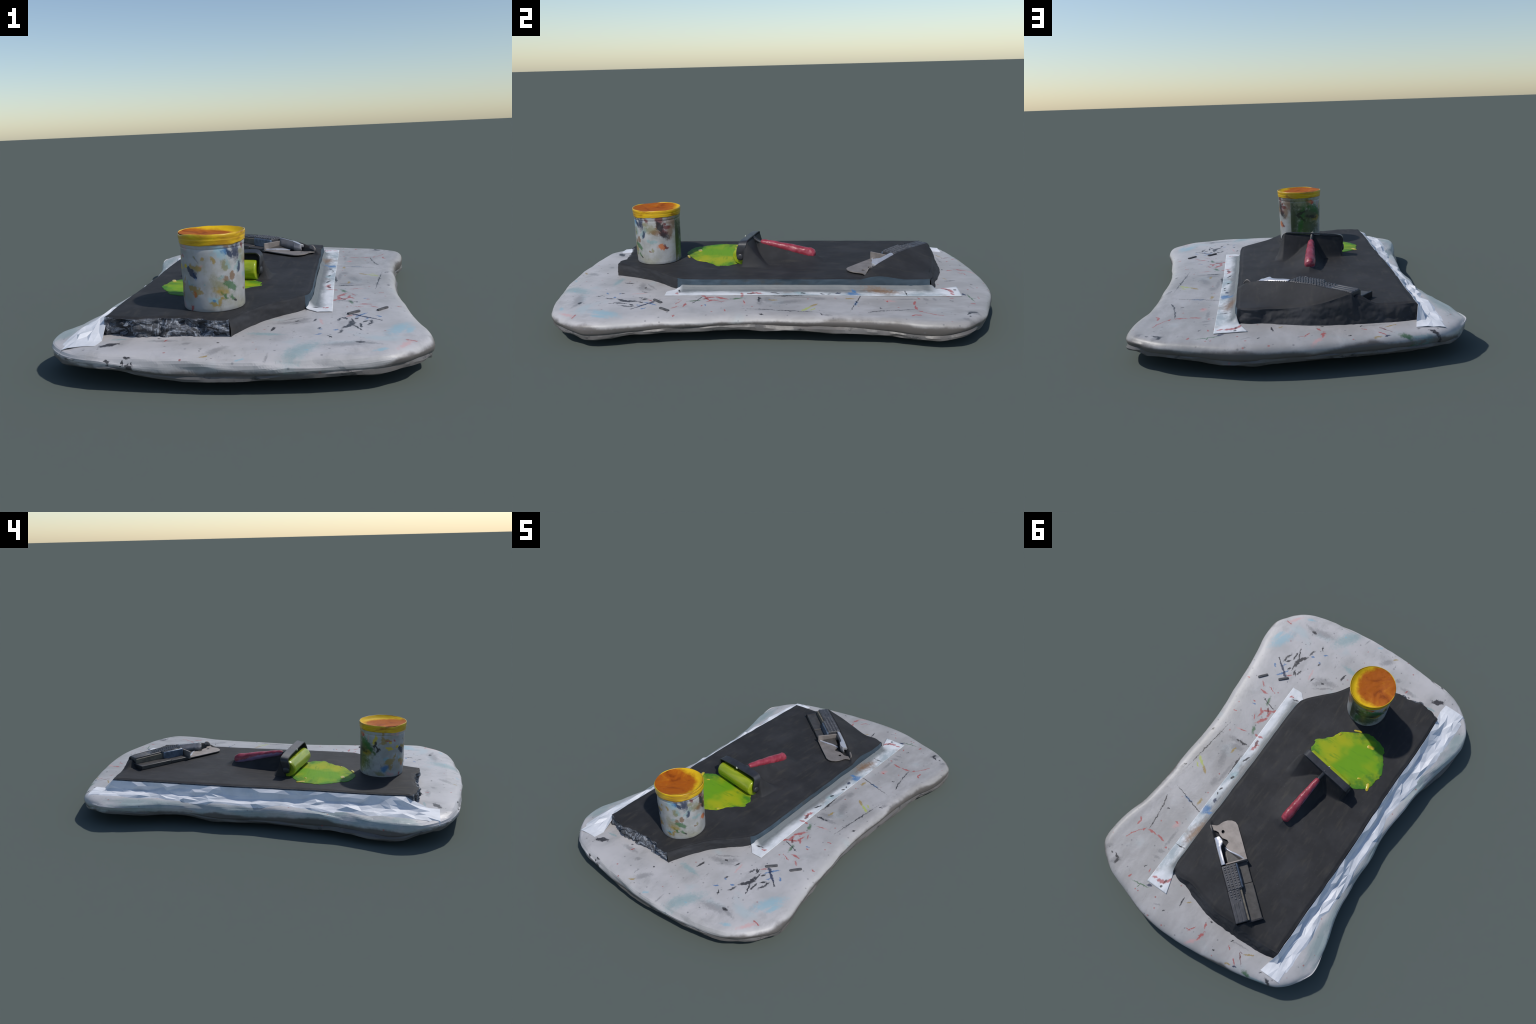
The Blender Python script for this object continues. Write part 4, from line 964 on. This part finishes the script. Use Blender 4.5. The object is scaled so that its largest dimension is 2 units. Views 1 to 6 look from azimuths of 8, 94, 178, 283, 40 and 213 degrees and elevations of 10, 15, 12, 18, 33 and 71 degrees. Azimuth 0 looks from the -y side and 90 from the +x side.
# bent flat frame: down one side, along the bar, down the other
path = [axis0 + uax * -0.006 + up * -0.012, axis0 + uax * -0.008 + up * 0.010, axis0 + uax * -0.010 + up * 0.035 + across * 0.004, axis0 + uax * -0.008 + up * 0.057 + across * 0.011,
        axis0 + uax * -0.001 + up * 0.067 + across * 0.013, axis0 + uax * 0.014 + up * 0.0735 + across * 0.014, axis0 + uax * 0.07 + up * 0.073 + across * 0.014,
        axis0 + uax * 0.137 + up * 0.070 + across * 0.014, axis1 - uax * 0.06 + up * 0.067 + across * 0.013, axis1 - uax * 0.012 + up * 0.062 + across * 0.012,
        axis1 + uax * 0.002 + up * 0.058 + across * 0.011, axis1 + uax * 0.009 + up * 0.048 + across * 0.008, axis1 + uax * 0.009 + up * 0.03 + across * 0.003, axis1 + uax * 0.007 + up * 0.010, axis1 + uax * 0.005 + up * -0.012]
path = spline(path, 90)
tan = np.gradient(path, axis=0); tan /= np.linalg.norm(tan, axis=1)[:, None]
rings = []
for i, (p, t) in enumerate(zip(path, tan)):
    s = i / 89
    wdt = 0.0205 - 0.004 * smooth(0.82, 1.0, abs(2 * s - 1))
    wv = across + up * 0.18 * (1 - smooth(0.5, 0.75, abs(2 * s - 1)))
    wv /= np.linalg.norm(wv)
    nv = np.cross(t, wv); nv /= np.linalg.norm(nv)
    h = 0.0034
    sec = [(-wdt, -h * 0.6), (-wdt * 0.93, -h), (wdt * 0.93, -h), (wdt, -h * 0.6), (wdt, h * 0.6), (wdt * 0.93, h), (-wdt * 0.93, h), (-wdt, h * 0.6)]
    rings.append([p + wv * a + nv * b for a, b in sec])
vv, ff = loft(np.array(rings))
part("frame", vv, ff, black_steel, roller, sharp=35)
for c, sgn in ((axis0, -1), (axis1, 1)):
    vv, ff = loft(np.array([ring_at(c + uax * sgn * s, across, up, r, 24) for s, r in [(0.0, 0.016), (0.010, 0.017), (0.014, 0.014), (0.016, 0.008)]]))
    part("axle_cap", vv, ff, black_steel, roller, sharp=40)
# little rivet seen on the front edge of the bar
c = axis0 + uax * 0.137 + up * 0.068 - across * 0.008
rings = [ring_at(c - across * (0.004 * math.sin(a)) , uax, up, 0.0062 * math.cos(a) + 1e-4, 16) for a in np.linspace(0, 1.5, 6)]
vv, ff = loft(np.array(rings))
part("rivet", vv, ff, plain("pale_metal", (0.62, 0.62, 0.52), 0.4), roller)
# neck and handle
def tube(points, radii, n=32, lump=0.0, seed=0, steps=60):
    p = spline(points, steps)
    t = np.gradient(p, axis=0); t /= np.linalg.norm(t, axis=1)[:, None]
    s = np.linspace(0, 1, steps)
    rad = np.interp(s, np.linspace(0, 1, len(radii)), radii) if not isinstance(radii[0], tuple) else np.interp(s, [a for a, _ in radii], [b for _, b in radii])
    rings = []
    for i in range(steps):
        e1 = np.cross(t[i], up); e1 /= np.linalg.norm(e1)
        e2 = np.cross(e1, t[i])
        a = np.arange(n) / n * 2 * math.pi
        wob = 1 + lump * fbm(np.cos(a) * 1.2 + s[i] * 9, np.sin(a) * 1.2 + s[i] * 5, s[i] * 7, seed, 3)
        rings.append(ring_at(p[i], e1, e2, rad[i], n, wob))
    return loft(np.array(rings))
bar_mid = axis0 + uax * 0.137 + up * 0.069 + across * 0.02
vv, ff = tube([bar_mid, bar_mid + across * 0.018 - up * 0.012, np.array([-0.119, -0.075, 0.257]), np.array([-0.117, -0.050, 0.253])], [0.011, 0.009, 0.0085, 0.0085], 20)
part("neck", vv, ff, black_steel, roller)
hn = Nodes("red_handle", rough=0.38, spec=0.4, coat=0.15)
hf = hn.noise(24, 4).outputs["Fac"]
hc = hn.mix(hn.ramp(hf, 0.35, 0.7), (0.24, 0.024, 0.040), (0.36, 0.058, 0.088))
hs = hn.add("ShaderNodeMapping", vector_type="TEXTURE")
hn.put(hs.inputs["Vector"], hn.pos)
hs.inputs["Location"].default_value = (0.013, 0.165, 0.047)
hs.inputs["Rotation"].default_value = (math.radians(-14), 0, math.radians(-7))
hs.inputs["Scale"].default_value = (0.014, 0.16, 0.016)
hl = hn.add("ShaderNodeVectorMath", operation="LENGTH")
hn.put(hl.inputs[0], hs.outputs[0])
hr = hn.math("ADD", hl.outputs["Value"], hn.ramp(hn.noise(45, 4).outputs["Fac"], 0.2, 0.8, -0.3, 0.3, False))
hc = hn.mix(hn.ramp(hr, 0.8, 1.15, 0.8, 0), hc, (0.19, 0.17, 0.30))            # lavender sheen of the lit flank, painted into the colour
hn.bump(hn.noise(50, 4).outputs["Fac"], 0.3, 0.004)
HA = np.array([-0.118, -0.068, 0.257])
HANDLE = [HA, HA + (0.011, 0.085, -0.016), HA + (0.022, 0.17, -0.036), HA + (0.034, 0.273, -0.059)]
vv, ff = tube(HANDLE, [(0, 0.006), (0.01, 0.0115), (0.05, 0.0145), (0.16, 0.0165), (0.22, 0.0165), (0.45, 0.0205), (0.75, 0.0245), (0.90, 0.0255), (0.965, 0.021), (0.99, 0.013), (1, 0.004)], 40, 0.16, 141, 110)
part("handle", vv, ff, hn.done(hc), roller)

# ================================================================== the steel scraper
TZ = 0.1712
tool = thing("steel_scraper", (0.0, 0.525, TZ), "dark ridged grip with bent steel blade, scraper tool", "hand tool")
def W(a, b, z):
    p = TOOL_O + TOOL_A * a + TOOL_B * b
    return np.array([p[0], p[1], TZ + z + float(slab_plane(p[0], p[1]) - slab_plane(0.0, 0.525))])
def tool_box(name, a0, a1, b0, b1, z0, z1, material, bevel=0.003, taper=0.0, dz=0.0):
    v, f = box([W(a0, b0, z0), W(a1, b0, z0), W(a1, b1, z0), W(a0, b1, z0)][::-1],
               [W(a0, b0 + taper, z1), W(a1, b0 + taper, z1 + dz), W(a1, b1 - taper, z1 + dz), W(a0, b1 - taper, z1)][::-1])
    o = part(name, v, f, material, tool, sharp=35)
    modify(o, "BEVEL", width=bevel, segments=3, limit_method="ANGLE")
    return o
def steel_material(name, tint, rough):
    n = Nodes(name, rough=rough, metallic=0.55)
    c = n.mix(n.ramp(n.noise(22, 4).outputs["Fac"], 0.3, 0.7), tint, tuple(t * 1.35 for t in tint))
    c = n.mix(n.ramp(n.noise(55, 5, 0.7).outputs["Fac"], 0.62, 0.72, 0, 0.5), c, (0.10, 0.08, 0.07))
    n.bump(n.noise(40, 3).outputs["Fac"], 0.08, 0.003)
    return n.done(c)
steel = steel_material("scuffed_steel", (0.24, 0.215, 0.20), 0.62)
bright = steel_material("bright_steel", (0.50, 0.50, 0.53), 0.25)
dark_plate = plain("brown_black_plate", (0.050, 0.046, 0.043), 0.45, spec=0.5)
rubber = plain("ridged_black_rubber", (0.052, 0.052, 0.058), 0.45, spec=0.5)
blue_steel = plain("blued_steel", (0.10, 0.13, 0.18), 0.35, 0.3)
tan_side = plain("tan_leather_side", (0.14, 0.125, 0.10), 0.6)

# blade: flat sheet with a curled end, a notch and a round hole (drawn as a filled, extruded curve)
def blade():
    cu = bpy.data.curves.new("blade", "CURVE")
    cu.dimensions = "2D"; cu.fill_mode = "BOTH"
    cu.extrude = 0.0018; cu.bevel_depth = 0.0006; cu.bevel_resolution = 1
    rimline = [(0.012, -0.070), (-0.10, -0.070), (-0.185, -0.069), (-0.204, -0.062), (-0.217, -0.046), (-0.223, -0.025), (-0.222, -0.004), (-0.218, 0.010), (-0.213, 0.022),
               (-0.212, 0.034), (-0.217, 0.046), (-0.222, 0.056), (-0.221, 0.066), (-0.205, 0.067), (-0.196, 0.062), (-0.188, 0.046), (-0.176, 0.034), (-0.158, 0.031),
               (-0.140, 0.022), (-0.125, 0.002), (-0.110, -0.002), (-0.098, 0.012), (-0.085, 0.024), (-0.05, 0.030), (0.012, 0.036)]
    hole = [(-0.172 + 0.010 * math.cos(t), 0.012 + 0.0085 * math.sin(t)) for t in np.arange(14) / 14 * 2 * math.pi]
    for pts in (rimline, hole):
        sp = cu.splines.new("POLY")
        sp.points.add(len(pts) - 1)
        for q, (a, b) in zip(sp.points, pts):
            q.co = (a, b, 0, 1)
        sp.use_cyclic_u = True
    tmp = bpy.data.objects.new("blade_curve", cu)
    bpy.context.scene.collection.objects.link(tmp)
    bpy.context.view_layer.update()
    me = bpy.data.meshes.new_from_object(tmp.evaluated_get(bpy.context.evaluated_depsgraph_get()))
    vs = np.array([W(v.co.x, v.co.y, 0.0095 + v.co.z + 0.003 * max(0, -v.co.x - 0.15)) for v in me.vertices])
    fs = [tuple(p.vertices) for p in me.polygons]
    bpy.data.objects.remove(tmp)
    part("blade", vs, fs, steel, tool, sharp=30)
blade()
# wall where the sheet is folded up, and a dark wedge standing in for the shaded recess
o = tool_box("blade_wall", -0.002, 0.005, -0.071, 0.046, 0.004, 0.047, steel, 0.0015)
g = [W(-0.001, -0.055, 0.010), W(-0.001, 0.036, 0.010), W(-0.088, 0.026, 0.010), W(-0.001, -0.035, 0.020), W(-0.001, 0.030, 0.026)]
o = part("recess_fill", g, [(0, 2, 1), (0, 3, 2), (2, 3, 4), (1, 2, 4), (0, 1, 4, 3)], dark_plate, tool, flat=True)
modify(o, "BEVEL", width=0.003, segments=3, limit_method="ANGLE")
vv, ff = tube([W(0.0, -0.060, 0.014), W(-0.03, -0.034, 0.015), W(-0.062, 0.002, 0.014), W(-0.090, 0.024, 0.012)], [0.005, 0.0055, 0.005, 0.002], 12, steps=24)
part("pressed_rib", vv, ff, bright, tool)
# hook: sheet rolled over the outer edge, ending in a lobe
rows = []
for a in np.linspace(0.004, -0.145, 34):
    t = -a / 0.145
    rise = 0.060 - 0.006 * smooth(0, 0.6, t) - 0.010 * smooth(0.75, 1.0, t)
    inner = 0.044 - 0.006 * smooth(0.5, 0.8, t) - 0.010 * math.sin(math.pi * float(np.clip((t - 0.66) / 0.34, 0, 1)) ** 0.8)
    row = [W(a, inner + 0.004, 0.009), W(a, inner + 0.001, 0.6 * rise)]
    for q in np.linspace(0, 1, 16):
        ang = q * math.pi / 2
        b = inner + (0.0695 - inner) * math.sin(ang) ** 0.9
        z = 0.006 + (rise - 0.006) * math.cos(ang) ** 0.55 if q < 1 else 0.004
        row.append(W(a, b, z))
    rows.append(row)
tip = np.array(rows[-1])
rows.append([tuple(p + (tip.mean(0) - p) * 0.25 + np.array([TOOL_A[0], TOOL_A[1], 0]) * -0.003 - np.array([0, 0, 0.4 * max(0, p[2] - TZ - 0.01)])) for p in tip])
o = part("hook", np.array(rows), grid_faces(35, 18), bright, tool, sharp=50)
modify(o, "SOLIDIFY", thickness=0.003, offset=0)
rows = [[W(a, 0.066 - 0.004 * math.sin(k / 7 * math.pi), 0.008 + 0.034 * (k / 7) * (1 - 0.5 * abs((a + 0.200) / 0.022) ** 2)) for k in range(8)] for a in np.linspace(-0.222, -0.178, 12)]
o = part("turned_tip", np.array(rows), grid_faces(12, 8), steel, tool, sharp=50)
modify(o, "SOLIDIFY", thickness=0.003, offset=0)
# handle body
tool_box("base_plate", 0.008, 0.118, -0.066, 0.066, 0.0, 0.017, dark_plate, 0.003)
tool_box("base_plate", 0.119, 0.302, -0.069, 0.067, 0.0, 0.021, dark_plate, 0.003, 0.002)
tool_box("end_cap", 0.300, 0.309, -0.071, 0.066, -0.003, 0.024, plain("black_cap", (0.012, 0.013, 0.018), 0.4), 0.002)
tool_box("bracket", 0.010, 0.135, -0.020, 0.010, 0.012, 0.056, blue_steel, 0.006, 0.004)
tool_box("grip_core", 0.010, 0.140, -0.012, 0.067, 0.012, 0.060, rubber, 0.004, 0.003)
tool_box("grip_core", 0.138, 0.300, 0.002, 0.067, 0.012, 0.057, rubber, 0.004, 0.002, -0.006)
tool_box("side_panel", 0.136, 0.297, -0.006, 0.006, 0.020, 0.050, tan_side, 0.002, 0.0, -0.006)
# ridges: four runs of studs, then smooth rails
verts, faces = [], []
rng = np.random.default_rng(7)
for k, b in enumerate((-0.002, 0.016, 0.034, 0.051)):
    for a in np.arange(0.018, 0.215 - 0.012 * k, 0.0125):
        if a > 0.14 and k == 0:
            continue
        z0 = 0.0585 if a < 0.14 else 0.0555 - 0.006 * (a - 0.14) / 0.16
        j = rng.uniform(-0.001, 0.001, 2)
        q = [(a - 0.005, b - 0.0055), (a + 0.005, b - 0.0055), (a + 0.005, b + 0.0055), (a - 0.005, b + 0.0055)]
        lo = [W(x + j[0], y + j[1], z0) for x, y in q][::-1]
        hi = [W(a + (x - a) * 0.6 + j[0], b + (y - b) * 0.6 + j[1], z0 + 0.0055) for x, y in q][::-1]
        bv, bf = box(lo, hi)
        faces += [tuple(i + len(verts) for i in f) for f in bf]
        verts += list(bv)
stud = part("grip_stud", np.array(verts), faces, plain("worn_rubber_studs", (0.085, 0.086, 0.095), 0.42, spec=0.5), tool, flat=True)
stud["kind"] = "stuff"
for b in (0.012, 0.032, 0.052):
    tool_box("grip_rail", 0.205, 0.298, b - 0.006, b + 0.006, 0.048, 0.0565, rubber, 0.0025, 0.002, -0.004)

# ================================================================== charcoal sticks
coal = plain("charcoal", (0.085, 0.085, 0.09), 0.8, vary=0.35)
def stick(x0, y0, x1, y1, half, tall):
    o = thing("charcoal_stick", ((x0 + x1) / 2, (y0 + y1) / 2, 0.1165), "short square stick of grey charcoal", "charcoal")
    d = np.array([x1 - x0, y1 - y0]); d /= np.linalg.norm(d)
    n = np.array([-d[1], d[0]])
    rings = []
    for s in np.linspace(0, 1, 9):
        c = np.array([x0, y0]) * (1 - s) + np.array([x1, y1]) * s
        k = 1 - 0.25 * (s in (0, 1))
        wv = n * half * k * (1 + 0.12 * vnoise(s * 5, x0 * 40, 0, 5))
        rings.append([(*(c - wv), 0.1160), (*(c - wv * 0.95), 0.1165 + tall * 0.8), (*(c - wv * 0.6), 0.1165 + tall), (*(c + wv * 0.6), 0.1165 + tall), (*(c + wv * 0.95), 0.1165 + tall * 0.8), (*(c + wv), 0.1160)])
    vv, ff = loft(np.array(rings))
    part("stick", vv, ff, coal, o, sharp=40)
stick(STICK_A[0], STICK_A[1], STICK_A[2], STICK_A[3], 0.0070, 0.007)
stick(STICK_B[0], STICK_B[1], STICK_B[2], STICK_B[3], 0.0070, 0.006)
